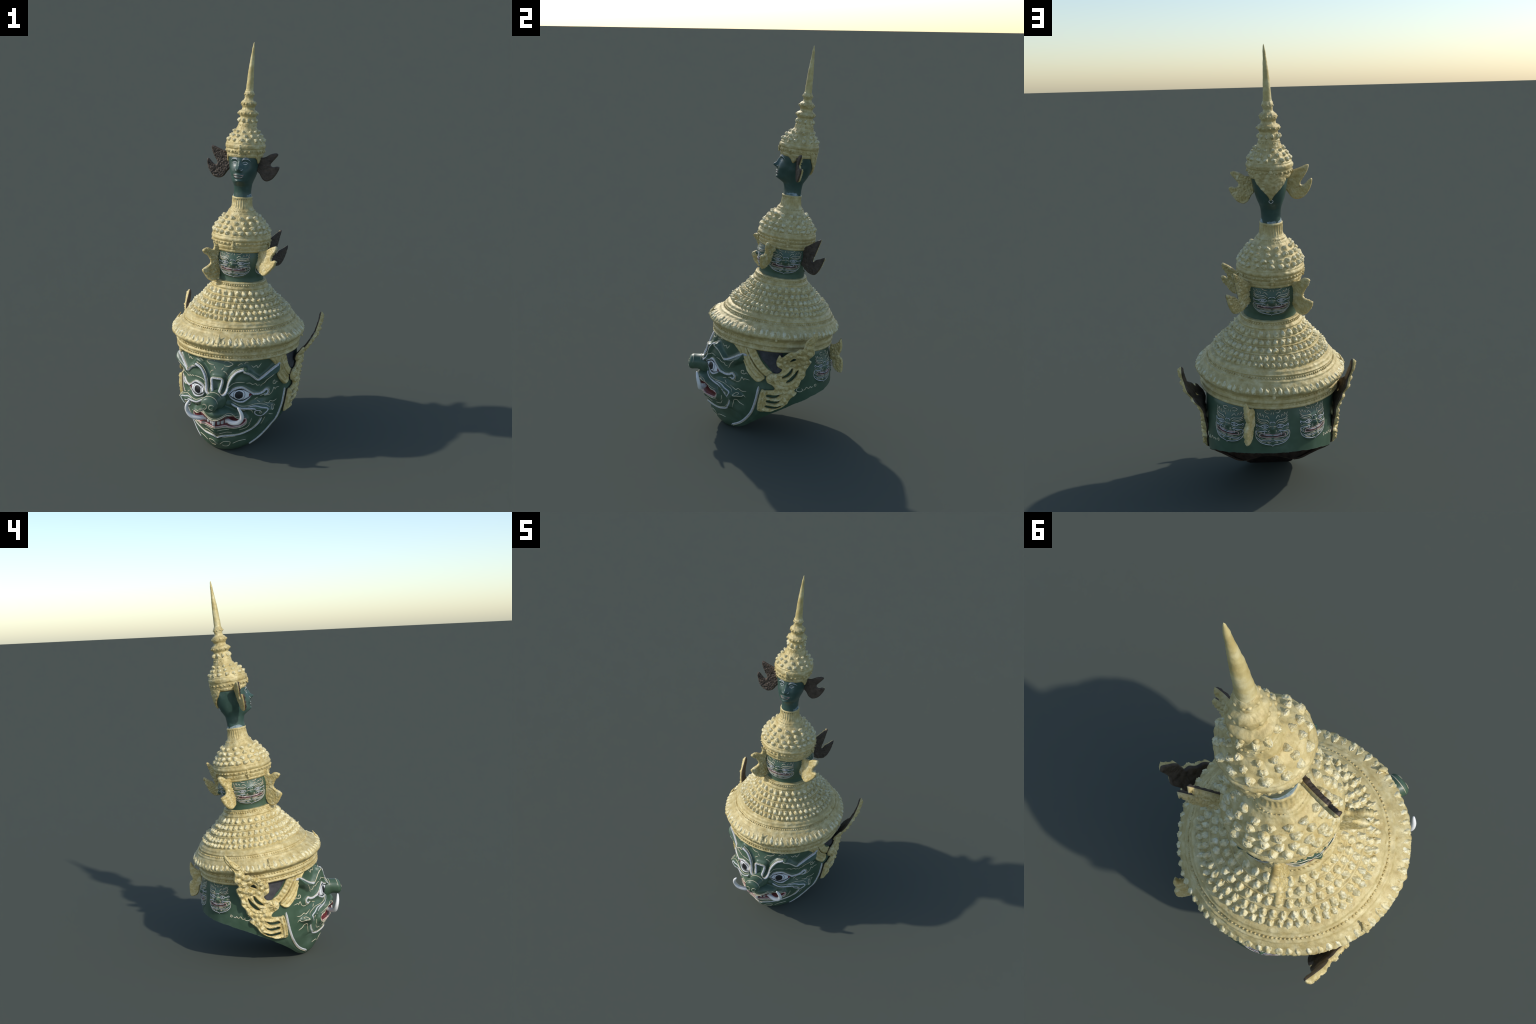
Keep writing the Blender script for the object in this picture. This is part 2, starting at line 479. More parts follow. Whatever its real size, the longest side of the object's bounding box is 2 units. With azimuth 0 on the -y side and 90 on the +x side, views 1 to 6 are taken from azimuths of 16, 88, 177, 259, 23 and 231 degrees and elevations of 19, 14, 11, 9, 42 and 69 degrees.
def fix_n(p, n):
    n = np.array(n); o = np.array([p[0], p[1] + .0, 0])
    return n if n @ o >= 0 else -n


def cast_round(bvh, az, h, c=(0, 0), R=.8):
    a = math.radians(az); d = Vector((math.sin(a), -math.cos(a), 0))
    o = Vector((c[0], c[1], h)) + d * R
    r = bvh.ray_cast(o, -d)
    if r[0] is None:
        return None, None
    n = np.array(r[1])
    if n @ np.array(d) < 0: n = -n
    return np.array(r[0]), n


def stroke(batch, pts, w, hgt, m=0, lift=.0, taper=.25):
    """Raised painted line: half-round ribbon lying on a surface. pts=[(p,n)...]"""
    pts = [q for q in pts if q[0] is not None]
    if len(pts) < 2: return
    P = np.array([q[0] for q in pts]); N = np.array([q[1] for q in pts]); n = len(P)
    for _ in range(2):
        if n > 4: N[1:-1] = (N[:-2] + 2 * N[1:-1] + N[2:]) / 4
    N /= np.linalg.norm(N, axis=1)[:, None]
    T = np.gradient(P, axis=0); S = np.cross(T, N); S /= np.linalg.norm(S, axis=1)[:, None] + 1e-9
    s = np.linspace(0, 1, n); k = np.ones(n)
    if taper: k = np.clip(np.minimum(s, 1 - s) / taper, 0, 1)**.6 * .85 + .15
    V = []
    prof = [(-1, -.5), (-.75, .55), (0, 1), (.75, .55), (1, -.5)]
    for a, b in prof:
        V.append(P + S * (a * w / 2 * k)[:, None] + N * (b * hgt + lift)[:, None] if np.ndim(b * hgt + lift) else P + S * (a * w / 2 * k)[:, None] + N * (b * hgt + lift))
    V = np.stack(V, 1).reshape(-1, 3)
    F = [tuple(q) for q in grid_faces(n, 5, False, True)]
    F += [(0, 1, 2, 3, 4), tuple((n - 1) * 5 + i for i in (4, 3, 2, 1, 0))]
    batch.add(V, F, m)


def front_line(batch, pts, w, hgt, m=0, sides=(1, -1), lift=0, taper=.2, step=.004):
    C = catmull(pts, step)
    for s in sides:
        stroke(batch, [cast_front(HEAD_BVH, s * x, h) for x, h in C], w, hgt, m, lift, taper)


def side_line(batch, pts, w, hgt, m=0, sides=(1, -1), taper=.2):
    C = catmull([(a / 190.0, h) for a, h in pts], .004)
    for s in sides:
        stroke(batch, [cast_round(HEAD_BVH, s * a * 190.0, h) for a, h in C], w, hgt, m, 0, taper)


def offset2(pts, d):
    C = catmull(pts, .006); T = np.gradient(C, axis=0); L = np.linalg.norm(T, axis=1)[:, None] + 1e-9
    return C + np.stack([-T[:, 1], T[:, 0]], 1) / L * d


def patch(name, outline, mat, caster, lift=.0015, grid=.006, parent=None, bump=0):
    """Thin painted patch following a surface, outline in 2D surface coordinates."""
    O2 = catmull(outline, .005, True)
    lo, hi = O2.min(0), O2.max(0)
    gx, gy = np.meshgrid(np.arange(lo[0], hi[0], grid), np.arange(lo[1], hi[1], grid))
    gx, gy = gx.ravel(), gy.ravel()
    k = in_poly(gx, gy, O2) & (poly_dist(gx, gy, O2, True) > grid * .5)
    pts = [Vector(p) for p in O2] + [Vector(p) for p in np.stack([gx[k], gy[k]], 1)]
    n = len(O2)
    r = geometry.delaunay_2d_cdt(pts, [(i, (i + 1) % n) for i in range(n)], [], 0, 1e-6)
    V, F2 = [], r[2]; ok = []
    bd = poly_dist(np.array([p[0] for p in r[0]]), np.array([p[1] for p in r[0]]), O2, True)
    for q, b in zip(r[0], bd):
        p, nn = caster(q[0], q[1]); ok.append(p is not None)
        V.append(p + nn * (lift if b > 1e-5 else -.002) if p is not None else np.zeros(3))
    fi = np.array([tuple(f) for f in F2]); XY = np.array([(p[0], p[1]) for p in r[0]])
    keep = in_poly(XY[fi, 0].mean(1), XY[fi, 1].mean(1), O2) & np.array(ok)[fi].all(1)
    F = [tuple(f) for f in fi[keep].tolist()]
    return make(name, V, F, mat, parent)


# --- thick white hair lines with gold edging (brows, lids, cheeks, beard, jaw)
brow = Batch()
for line in (BROW_IN, BROW_WING_LINE):
    front_line(brow, line, .0118, .0035, 0, taper=0)
    front_line(brow, [tuple(p) for p in offset2(line, .0060)], .0035, .0035, 1, taper=0)
brow.build('eyebrow', [WHITE, CREAM], HEAD)
lid = Batch()
front_line(lid, EYE_UP, .0105, .003, 0, taper=.1)
front_line(lid, [tuple(p) for p in offset2(EYE_UP, .0058)], .003, .003, 1, taper=.1)
front_line(lid, EYE_LOW, .009, .003, 0, taper=.1)
lid.build('eyelid', [WHITE, CREAM], HEAD)
cheek = Batch()
front_line(cheek, CHEEK, .011, .003, 0, taper=.1)
front_line(cheek, CHEEK_TIP, .007, .003, 0, taper=.1)
front_line(cheek, [(.074, -.306), (.095, -.317), (.118, -.329), (.148, -.330), (.180, -.327), (.207, -.338), (.234, -.356)], .0035, .003, 1)
front_line(cheek, [(.192, -.374), (.200, -.370), (.204, -.377), (.197, -.382), (.191, -.377)], .003, .002, 1)
cheek.build('cheek_line', [WHITE, CREAM], HEAD)
beard = Batch()
front_line(beard, BEARD, .0095, .003, 0, taper=.1)
front_line(beard, [tuple(p) for p in offset2(BEARD, -.006)], .003, .0025, 1)
beard.build('beard_line', [WHITE, CREAM], HEAD)
jaw = Batch()
JAW = [(79.5, -.290), (79, -.325), (78.2, -.366), (76, -.420), (72.5, -.462), (64.8, -.51), (55, -.545), (40, -.578)]
side_line(jaw, JAW, .012, .004, 0, taper=.06)
side_line(jaw, [(a + 1.5, h - .003) for a, h in JAW], .0035, .004, 1, taper=.06)
jaw.build('jaw_line', [WHITE, CREAM], HEAD)

# --- thin cream curls painted on the skin
curls = Batch()
for pts in ([(.022, -.114), (.034, -.106), (.052, -.110), (.067, -.120), (.049, -.131), (.025, -.130)],
            [(.025, -.138), (.015, -.152)], [(.044, -.178), (.038, -.163), (.024, -.157)],
            [(.058, -.231), (.077, -.213), (.103, -.206), (.129, -.207)],
            [(.135, -.212), (.150, -.214), (.160, -.224), (.172, -.222), (.178, -.232), (.190, -.232)],
            [(.150, -.125), (.160, -.136), (.172, -.128), (.178, -.140), (.192, -.118)],
            [(.088, -.128), (.104, -.116), (.112, -.120)], [(.118, -.118), (.128, -.108), (.137, -.112)],
            [(.008, -.465), (.035, -.458), (.063, -.456)], [(.015, -.485), (.046, -.475), (.070, -.482)],
            [(.149, -.440), (.132, -.463), (.101, -.473)], [(.156, -.408), (.152, -.426), (.143, -.441)],
            [(.006, -.560), (.028, -.541), (.055, -.547), (.043, -.572), (.020, -.572), (.022, -.558)],
            [(.065, -.557), (.091, -.545), (.121, -.543)], [(.020, -.520), (.050, -.515), (.080, -.512)],
            [(.105, -.445), (.118, -.448), (.112, -.456)], [(.142, -.350), (.158, -.362), (.162, -.380)],
            [(.098, -.345), (.118, -.352), (.132, -.362)]):
    front_line(curls, pts, .0038, .0014, 0, step=.003)
for pts in ([(66.4, -.242), (64.1, -.236), (62.2, -.244), (58.7, -.242), (58.5, -.230), (61.1, -.227), (61.2, -.239)],
            [(69, -.269), (63.2, -.269), (62.6, -.277), (59.9, -.264), (58.3, -.285), (54.8, -.297), (50.2, -.295)],
            [(47.6, -.283), (42.5, -.293)], [(40.2, -.298), (35.8, -.306)], [(38.7, -.312), (42.1, -.324)],
            [(66.9, -.335), (61.6, -.341), (56.7, -.333), (53.9, -.342), (47, -.327)],
            [(66.5, -.370), (63.8, -.361), (62, -.370), (58.2, -.368), (54.6, -.368), (56.1, -.354), (59.1, -.355), (57.4, -.365)],
            [(65.3, -.418), (59.4, -.410), (55.5, -.397), (53.2, -.404), (48.9, -.457)],
            [(53, -.176), (47.2, -.205), (45.1, -.222), (41.5, -.241)]):
    side_line(curls, pts, .0042, .0015, 0)
curls.build('painted_curl', CREAM, HEAD, stuff=True)

# --- mouth, teeth, lips, tusks
patch('mouth', [(s * x, h) for s, seq in ((1, MOUTH), (-1, MOUTH[::-1][1:-1])) for x, h in seq][:], [RED],
      lambda x, h: cast_front(HEAD_BVH, x, h), .0012, .006, HEAD)
lips = Batch()
front_line(lips, LIP_UP, .0055, .003, 0, taper=0); front_line(lips, LIP_LOW, .008, .004, 1, taper=0)
front_line(lips, [(x * 1.03, h - .007) for x, h in LIP_LOW[:-1]], .0035, .003, 0, taper=.1)
front_line(lips, [(x * 1.02, h + .008) for x, h in LIP_UP], .003, .0025, 0, taper=.1)
lips.build('lip', [CREAM, PINK], HEAD)


def tooth_mesh(w, hh, d):
    B = Batch(); V = []
    for j, z in enumerate(np.linspace(0, 1, 5)):
        k = 1 - .25 * z**2
        for a in np.linspace(0, 2 * np.pi, 14, endpoint=False):
            c, s = np.cos(a), np.sin(a)
            V.append([w / 2 * k * np.sign(c) * abs(c)**.5, -d / 2 * np.sign(s) * abs(s)**.5 * (1 - .3 * z * z), -hh * z])
    F = [tuple(q) for q in grid_faces(5, 14)] + [tuple(range(56, 70)), tuple(range(13, -1, -1))]
    me = bpy.data.meshes.new('tooth')
    me.from_pydata([tuple(v) for v in V], [], F); me.materials.append(TEETH)
    me.polygons.foreach_set('use_smooth', np.ones(len(F), bool)); me.update()
    return me


TOOTH = tooth_mesh(.0172, .030, .010)


def place(name, me, M, parent):
    ob = bpy.data.objects.new(name, me); bpy.context.collection.objects.link(ob)
    ob.parent = parent; ob.matrix_local = FRAME @ M
    return ob


for i in range(-3, 4):
    x = i * .0178
    p, n = cast_front(HEAD_BVH, x, -.415)
    a = math.atan2(n[0], -n[1])
    place('tooth', TOOTH, Matrix.Translation(Vector((x, p[1] - .002, -.396 + .0007 * i * i))) @ Matrix.Rotation(a, 4, 'Z')
          @ Matrix.Diagonal((1, 1, 1 - .05 * abs(i), 1)), HEAD)
for s in (-1, 1):
    B = Batch()
    pts = catmull([(s * .050, -.312, -.402), (s * .088, -.334, -.404), (s * .122, -.344, -.394), (s * .141, -.351, -.368),
                   (s * .140, -.362, -.337), (s * .124, -.372, -.306)], .004)
    tube(B, pts, lambda t: .0125 * (1 - t)**.42 * (.85 + .35 * t) + .0012, 16)
    B.build('tusk', IVORY, HEAD)

# --- eyes
for s in (-1, 1):
    out = [(s * x, h) for x, h in [(.066, -.268), (.080, -.250), (.100, -.242), (.122, -.243), (.142, -.255), (.162, -.272),
                                   (.146, -.287), (.126, -.297), (.104, -.296), (.082, -.285)]]
    eye = patch('eye', out, EYE_WHITE, lambda x, h: cast_front(HEAD_BVH, x, h), .0022, .004, HEAD)
    circ = lambda r: [(s * .106 + r * math.cos(a) * s, -.270 + r * 1.05 * math.sin(a)) for a in np.linspace(0, 2 * np.pi, 14, endpoint=False)]
    patch('pupil', circ(.0200), BLACK, lambda x, h: cast_front(HEAD_BVH, x, h), .0042, .003, HEAD)
    B = Batch()
    C = catmull(circ(.0255), .003, True); C = np.vstack([C, C[0]])
    stroke(B, [cast_front(HEAD_BVH, x, h) for x, h in C], .0022, .001, 0, .0024, 0)
    C = catmull(out, .003, True); C = np.vstack([C, C[0]])
    stroke(B, [cast_front(HEAD_BVH, x, h) for x, h in C], .003, .001, 0, .0022, 0)
    B.build('eye_outline', BLACK, HEAD)
    patch('eye_corner', [(s * .150, -.262), (s * .163, -.272), (s * .150, -.284), (s * .145, -.273)], RED,
          lambda x, h: cast_front(HEAD_BVH, x, h), .0032, .003, HEAD)

# --- snout-like nose
nB = Batch()
nose_prof = [(-.290, .052), (-.312, .052), (-.330, .0495), (-.343, .0455), (-.353, .042), (-.366, .0405), (-.379, .0405),
             (-.390, .0410), (-.398, .0410), (-.407, .0385), (-.414, .032), (-.418, .020), (-.4195, .008)]
nth = 48; Vn = []
nh = pchip([-.42, -.39, -.35, -.29], [-.302, -.298, -.292, -.294])
for y, r in catmull(nose_prof, .003):
    for a in np.linspace(0, 2 * np.pi, nth, endpoint=False):
        c, sn = math.cos(a), math.sin(a)
        low = 1 + (.10 + .40 * float(smoothstep(-.375, -.325, np.array(y)))) * max(0, -sn)
        k = 1 + .10 * max(0, (y + .383) / -.03) * (math.exp(-((c - .75) / .4)**2) + math.exp(-((c + .75) / .4)**2)) * (1 if sn < .5 else .5) * 0.6
        x = r * c * k; z = r * sn * low * .95
        Vn.append([x - .012 * float(smoothstep(-.33, -.40, np.array(y))), y, float(nh(y)) + z])
nn = len(Vn) // nth
Vn = np.array(Vn)
# nostril bosses on the blunt end
for s in (-1, 1):
    d = np.hypot(Vn[:, 0] + .012 - s * .018, Vn[:, 2] + .309)
    f = Vn[:, 1] < -.385
    Vn[f, 1] -= .006 * np.exp(-(d[f] / .011)**2)
    Vn[f, 1] += .006 * np.exp(-(d[f] / .006)**2)
Vn = np.vstack([Vn, [-.012, -.4198, float(nh(-.42))]])
Fn = [tuple(q) for q in grid_faces(nn, nth, True, True)] + [((nn - 1) * nth + (i + 1) % nth, (nn - 1) * nth + i, len(Vn) - 1) for i in range(nth)]
NOSE = make('nose', Vn, Fn, GREEN, HEAD)
NOSE_BVH = BVHTree.FromPolygons([tuple(v) for v in Vn], Fn)
rings = Batch()
for y, a0, a1 in ((-.398, .1, 2.9), (-.358, .35, 2.75)):
    L = []
    for a in np.linspace(a0, a1, 40):
        d = Vector((math.cos(a), 0, math.sin(a)))
        r = NOSE_BVH.ray_cast(Vector((-.010, y, float(nh(y)))) + d * .2, -d)
        if r[0]: L.append((np.array(r[0]), np.array(d)))
    stroke(rings, L, .0035, .0014)
for s in (-1, 1):
    L = []
    for a in np.linspace(.4, 5.4, 36):
        r = NOSE_BVH.ray_cast(Vector((s * (.018 + .0125 * math.cos(a)) - .012, -.6, -.308 + .0125 * math.sin(a))), Vector((0, 1, 0)))
        if r[0]: L.append((np.array(r[0]), np.array([0, -1.0, 0])))
    stroke(rings, L, .003, .0012)
rings.build('nose_ring_line', CREAM, HEAD)


# ============================================ small painted relief faces
def face_lines():
    """Line drawing of a small demon face: (kind, width, points) in u -1..1, v 0..1."""
    L = []
    sym = lambda k, w, pts: L.extend([(k, w, pts), (k, w, [(-u, v) for u, v in pts])])
    sym(0, 1, [(.12, .035), (.30, .0), (.52, .03), (.38, .085), (.20, .08)])
    sym(0, 1, [(.06, .06), (.10, .14)])
    sym(0, 1, [(.20, .23), (.36, .15), (.48, .20)]); sym(0, .8, [(.55, .20), (.62, .12), (.70, .17)])
    sym(0, .8, [(.74, .17), (.80, .08), (.86, .14)]); sym(0, .8, [(.88, .18), (1.0, .06)])
    sym(0, 1, [(.20, .32), (.35, .25), (.60, .24), (.85, .22), (1.02, .15)])
    sym(0, 1, [(.26, .35), (.45, .29), (.70, .29), (1.0, .22)])
    sym(0, .8, [(.40, .335), (.65, .335), (.90, .29), (1.02, .28)])
    sym(1, 1, [(0, .30), (.10, .30), (.16, .33), (.13, .36)])
    sym(1, 1, [(.22, .42), (.36, .375), (.55, .375), (.74, .41), (.90, .40), (.98, .37), (1.0, .42), (.90, .45)])
    sym(1, 1, [(.22, .42), (.36, .455), (.55, .455), (.74, .41)])
    sym(1, .8, [(.36, .42), (.44, .40), (.54, .41), (.48, .435), (.38, .425)])
    sym(0, .8, [(.16, .425), (.0, .40)]); sym(0, .8, [(.19, .45), (.17, .415), (.0, .405)])
    sym(0, .8, [(.30, .49), (.45, .505), (.62, .49)]); sym(0, .8, [(.80, .48), (.95, .50), (1.0, .47)])
    sym(0, .9, [(.16, .52), (.24, .54), (.24, .57), (.14, .565)])
    sym(1, 1, [(.30, .565), (.45, .535), (.65, .54), (.86, .54), (1.0, .57), (.98, .63), (.90, .68)])
    sym(0, .8, [(.62, .57), (.80, .565), (.90, .60), (.86, .67), (.74, .72)])
    sym(0, .8, [(.98, .52), (1.06, .60), (1.02, .70), (.92, .77)])
    sym(2, 1.2, [(0, .635), (.30, .635), (.50, .61), (.68, .60), (.78, .635), (.72, .69), (.50, .70), (.25, .705), (0, .705)])
    sym(3, 1.0, [(.0, .672), (.30, .670), (.55, .655), (.70, .645)])
    sym(1, .9, [(.0, .655), (.30, .652), (.48, .64)])
    sym(1, 1.1, [(.50, .655), (.52, .60), (.46, .555)])
    sym(0, .8, [(.05, .745), (.25, .735), (.45, .745)]); sym(0, .8, [(.0, .78), (.20, .765), (.48, .775), (.70, .74)])
    sym(1, .9, [(0, .825), (.12, .80), (.40, .81), (.70, .79), (.95, .72)])
    sym(0, .8, [(.10, .85), (.25, .835), (.30, .86), (.16, .87)]); sym(0, .8, [(.40, .85), (.60, .84), (.82, .79)])
    sym(1, 1.1, [(0, .985), (.07, .93), (.35, .91), (.70, .86), (.95, .77), (1.06, .66)])
    sym(0, .7, [(.16, .605), (.36, .595)])
    return L


def paint_face(parent, cast, scale):
    B = Batch()
    for k, w, pts in face_lines():
        C = catmull([(u, v * 2.3) for u, v in pts], .07)
        stroke(B, [cast(u, v / 2.3) for u, v in C], .0075 * w * scale, .0005 * scale, 4, 0, .1)
        stroke(B, [cast(u, v / 2.3) for u, v in C], (.0037 * w * scale), .0013 * scale, k, 0, .15)
    return B.build('painted_face', [CREAM, GREY_LINE, PINK, RED, GREEN_DARK], parent)


for a in BACK_FACES:
    k = FACE_W / .335 * 180 / np.pi
    cast = lambda u, v, a=a, k=k: cast_round(HEAD_BVH, a + u * k, FACE_TOP - v * FACE_H)
    paint_face(HEAD, cast, 1.0)
# little squiggles low on the back
sq = Batch()
for s in (1, -1):
    for pts in ([(-8, .0), (-7, .006), (-6, 0), (-7, -.006), (-8, 0)],
                [(-5, -.004), (-3.5, -.010), (-2.5, -.004), (-1, -.014), (1, -.006), (2, -.018), (3.5, -.022)],
                [(5, -.012), (4, -.022), (6, -.030), (9, -.024), (9, -.012), (7, -.006)]):
        C = catmull([(a / 190, h) for a, h in pts], .003)
        stroke(sq, [cast_round(HEAD_BVH, s * (127 - a * 190 * 1.15), -.262 + h) for a, h in C], .004, .0015, 0, 0, .1)
sq.build('painted_squiggle', CREAM, HEAD, stuff=True)


# ===================================================== big crown (lower tier)
def sway(h, T):
    """The brim sits lower at the front and towards -x, the band below it more so."""
    k = smoothstep(.20, .0, h)
    return k * (.010 * np.sin(T) - .008 * np.cos(T))


def brim_fn(T, H, RR):
    k = np.exp(-((H + .012) / .012)**2)
    lobes = np.abs(np.sin(T * 36))**.7
    ph = np.sin(T * 11 + 1) * .35 + np.sin(T * 23) * .25 + np.sin(T * 57 + 2) * .2
    RR = RR + k * (.005 * lobes - .003 + .003 * ph)
    RR = RR + .008 * np.clip(np.cos(T - np.radians(135)), 0, 1) * smoothstep(-.024, -.034, H)
    H = H + k * .004 * ph + sway(H, T)
    return RR, H


crown_prof = [(-0.097, 0.2935), (-0.096, 0.3085), (-0.091, 0.315), (-0.086, 0.3145), (-0.084, 0.3105), (-0.069, 0.3115), (-0.067, 0.3155), (-0.06, 0.3165), (-0.056, 0.3145), (-0.054, 0.3105), 
              (-0.042, 0.3115), (-0.036, 0.3165), (-0.031, 0.32), (-0.028, 0.327), (-0.025, 0.335), (-0.019, 0.3395), (-0.012, 0.34), (-0.004, 0.336), (0.004, 0.329), (0.014, 0.319), 
              (0.022, 0.31), (0.028, 0.3035), (0.031, 0.302), (0.036, 0.3), (0.039, 0.294), (0.046, 0.287), (0.053, 0.282), (0.055, 0.285), (0.059, 0.285), (0.062, 0.28), 
              (0.067, 0.277), (0.073, 0.275), (0.078, 0.268), (0.082, 0.256), (0.101, 0.238), (0.104, 0.2385), (0.126, 0.217), (0.1275, 0.22), (0.1305, 0.2185), (0.132, 0.209), 
              (0.152, 0.1895), (0.1535, 0.193), (0.157, 0.191), (0.1585, 0.183), (0.179, 0.164), (0.1805, 0.168), (0.184, 0.166), (0.186, 0.157), (0.21, 0.144), (0.213, 0.142), 
              (0.215, 0.145), (0.221, 0.144), (0.223, 0.141), (0.226, 0.1395), (0.228, 0.135), (0.24, 0.132), (0.242, 0.135), (0.247, 0.133), (0.249, 0.116)]
CROWN = lathe('crown_cone', crown_prof, 420, GOLD, wob=.0022, nsub=4, rfun=brim_fn, close_top=False)


def stud_mesh(name, seed, lean=.35, mat=GOLD):
    """Bud-shaped stud: x across, z up, y = outward (unit size)."""
    rng = np.random.default_rng(seed); nu, nv = 14, 10; V = []
    for j in range(nv + 1):
        v = j / nv
        w = math.sin(math.pi * min(1, v * .9 + .1))**.55 * (1 - .30 * v)
        d = math.sin(math.pi * v**.62)**.75 if 0 < v < 1 else 0
        for i in range(nu + 1):
            a = math.pi * i / nu
            x = w * math.cos(a) * .62; y = d * math.sin(a)**1.3 * .75 - .12
            V.append([x + rng.normal() * .035, y + rng.normal() * .05 + .10 * math.sin(9 * v + i * .9 + seed), v * 2 - 1 + lean * y * -.5])
    F = [tuple(q) for q in grid_faces(nv + 1, nu + 1, False)]
    me = bpy.data.meshes.new(name); me.from_pydata([tuple(v) for v in V], [], F)
    me.materials.append(mat); me.polygons.foreach_set('use_smooth', np.ones(len(F), bool)); me.update()
    return me


def knob_mesh(name, seed, mat=None):
    """Blunt lumpy boss (unit size, y = outward)."""
    rng = np.random.default_rng(seed); nu, nv = 18, 9; V = []
    for j in range(nv + 1):
        q = j / nv; rad = math.cos(q * math.pi / 2)**.8 if q < 1 else 0; d = math.sin(q * math.pi / 2)**1.25
        for i in range(nu):
            a = 2 * math.pi * i / nu
            k = 1 + .12 * math.sin(3 * a + seed) + .08 * math.sin(5 * a + 2 * seed) + rng.normal() * .03
            V.append([rad * k * math.cos(a) * .8, d * (.8 + .08 * rng.normal() * (q < .9)) - .15, rad * k * math.sin(a) * .95 - .15 * d])
    F = [tuple(q) for q in grid_faces(nv + 1, nu)]
    me = bpy.data.meshes.new(name); me.from_pydata([tuple(v) for v in V], [], F)
    me.materials.append(mat or GOLD_STUD); me.polygons.foreach_set('use_smooth', np.ones(len(F), bool)); me.update()
    return me


STUDS = [stud_mesh('crown_stud', 20 + i, mat=GOLD_STUD) for i in range(5)]


def ring_of_studs(name, meshes, n, h, r, size, slope, parent, depth=None, jit=.08, tilt_y=True, phase=0):
    """n studs round the axis at height h; slope = lean of the surface (radians from vertical)."""
    rng = random.Random(int(h * 1000) + n)
    for i in range(n):
        a = 2 * math.pi * (i + phase + rng.uniform(-jit, jit)) / n
        hh = h + float(sway(np.array(h), a)) + rng.uniform(-.001, .001)
        cx, cy = float(axis_x(hh)), float(axis_y(hh))
        M = (Matrix.Translation(Vector((cx + r * math.sin(a), cy - r * math.cos(a), hh)))
             @ Matrix.Rotation(a, 4, 'Z') @ Matrix.Rotation(math.pi, 4, 'Z') @ Matrix.Rotation(slope, 4, 'X'))
        k = rng.uniform(.88, 1.12)
        M = M @ Matrix.Diagonal((size[0] * k, (depth or size[0]) * rng.uniform(.85, 1.2), size[1] * rng.uniform(.92, 1.08), 1))
        place(name, rng.choice(meshes), M, parent)


SL = .80
for n, h, r, w, hh in ((60, .0920, .246, .0198, .0150), (50, .115, .2265, .0212, .0172), (43, .142, .1985, .0222, .0165),
                       (37, .168, .1730, .0228, .0170), (29, .198, .1475, .0238, .0210)):
    ring_of_studs('crown_stud', STUDS, n, h, r, (w, hh), SL, CROWN, depth=.0215, jit=.05)
# petals on the flaring brim
PETALS = [stud_mesh('brim_petal', 40 + i, .2, GOLD_STUD) for i in range(4)]
ring_of_studs('brim_petal', PETALS, 72, .0040, .3215, (.0225, .0240), .78, CROWN, depth=.0150, jit=.1)
# beaded bands
beads = Batch()
for n, h, r, s in ((150, .046, .2875, .0048), (130, -.0765, .312, .0044), (130, -.048, .3125, .0044), (70, .235, .1335, .0050)):
    for i in range(n):
        a = 2 * math.pi * i / n
        hh = h + float(sway(np.array(h), a))
        ball(beads, (float(axis_x(hh)) + r * math.sin(a), float(axis_y(hh)) - r * math.cos(a), hh), s * random.uniform(.8, 1.15), 0, (1, 1, 1), 8, 5)
beads.build('bead_row', GOLD, CROWN, stuff=True)


def jewel(name, a_deg, h, r, w, hh, parent, slope=0):
    """Upright pendant jewel fixed to a band."""
    B = Batch()
    for k, (dz, s) in enumerate(((-.42, .55), (-.05, .8), (.35, .5), (.66, .3))):
        ball(B, (0, 0, dz * hh), w * s, 0, (1, .7, 1.25), 10, 7)
    for s in (-1, 1):
        ball(B, (s * w * .75, 0, -.15 * hh), w * .4, 0, (1, .7, 1), 8, 6)
    V = np.vstack(B.V); V[:, 1] *= 1
    a = math.radians(a_deg); c, s = math.cos(a), math.sin(a)
    tz = math.tan(slope)
    out = []
    for x, y, z in V:
        rr = r - y - z * tz
        out.append([float(axis_x(h)) + rr * s + x * c, float(axis_y(h)) - rr * c + x * s, h + z])
    return make(name, out, B.F, GOLD, parent)


jewel('brim_jewel', 0, .000, .332, .014, .040, CROWN, .5)
jewel('brim_jewel', 180, .000, .332, .014, .040, CROWN, .5)
jewel('brim_jewel', 90, .000, .332, .012, .034, CROWN, .5)
jewel('brim_jewel', -90, .000, .332, .012, .034, CROWN, .5)

# ================================================================ middle head
mid_prof = [(.225, .120), (.24, .120), (.252, .119), (.268, .118), (.285, .121), (.305, .126), (.335, .133), (.37, .136), (.40, .132), (.42, .122)]
MID_FACES = [0.0, 90.0, 180.0, 270.0]
mid_r = pchip([p[0] for p in mid_prof], [p[1] for p in mid_prof])


def mid_pt(T, H):
    R0 = mid_r(H)
    D = np.zeros_like(R0)
    az = np.degrees(T)
    for a in MID_FACES:
        da = (az - a + 180) % 360 - 180
        u = da / 36.0; v = (.405 - H) / .135
        k = (np.abs(u) < 1.2) & (v > -.2) & (v < 1.2)
        r = np.zeros_like(D); r[k] = small_face_relief(u[k], v[k]) * .85; D += r
    R1 = R0 + D
    return np.stack([axis_x(H) + R1 * np.sin(T), axis_y(H) + .002 - R1 * np.cos(T), H], -1)


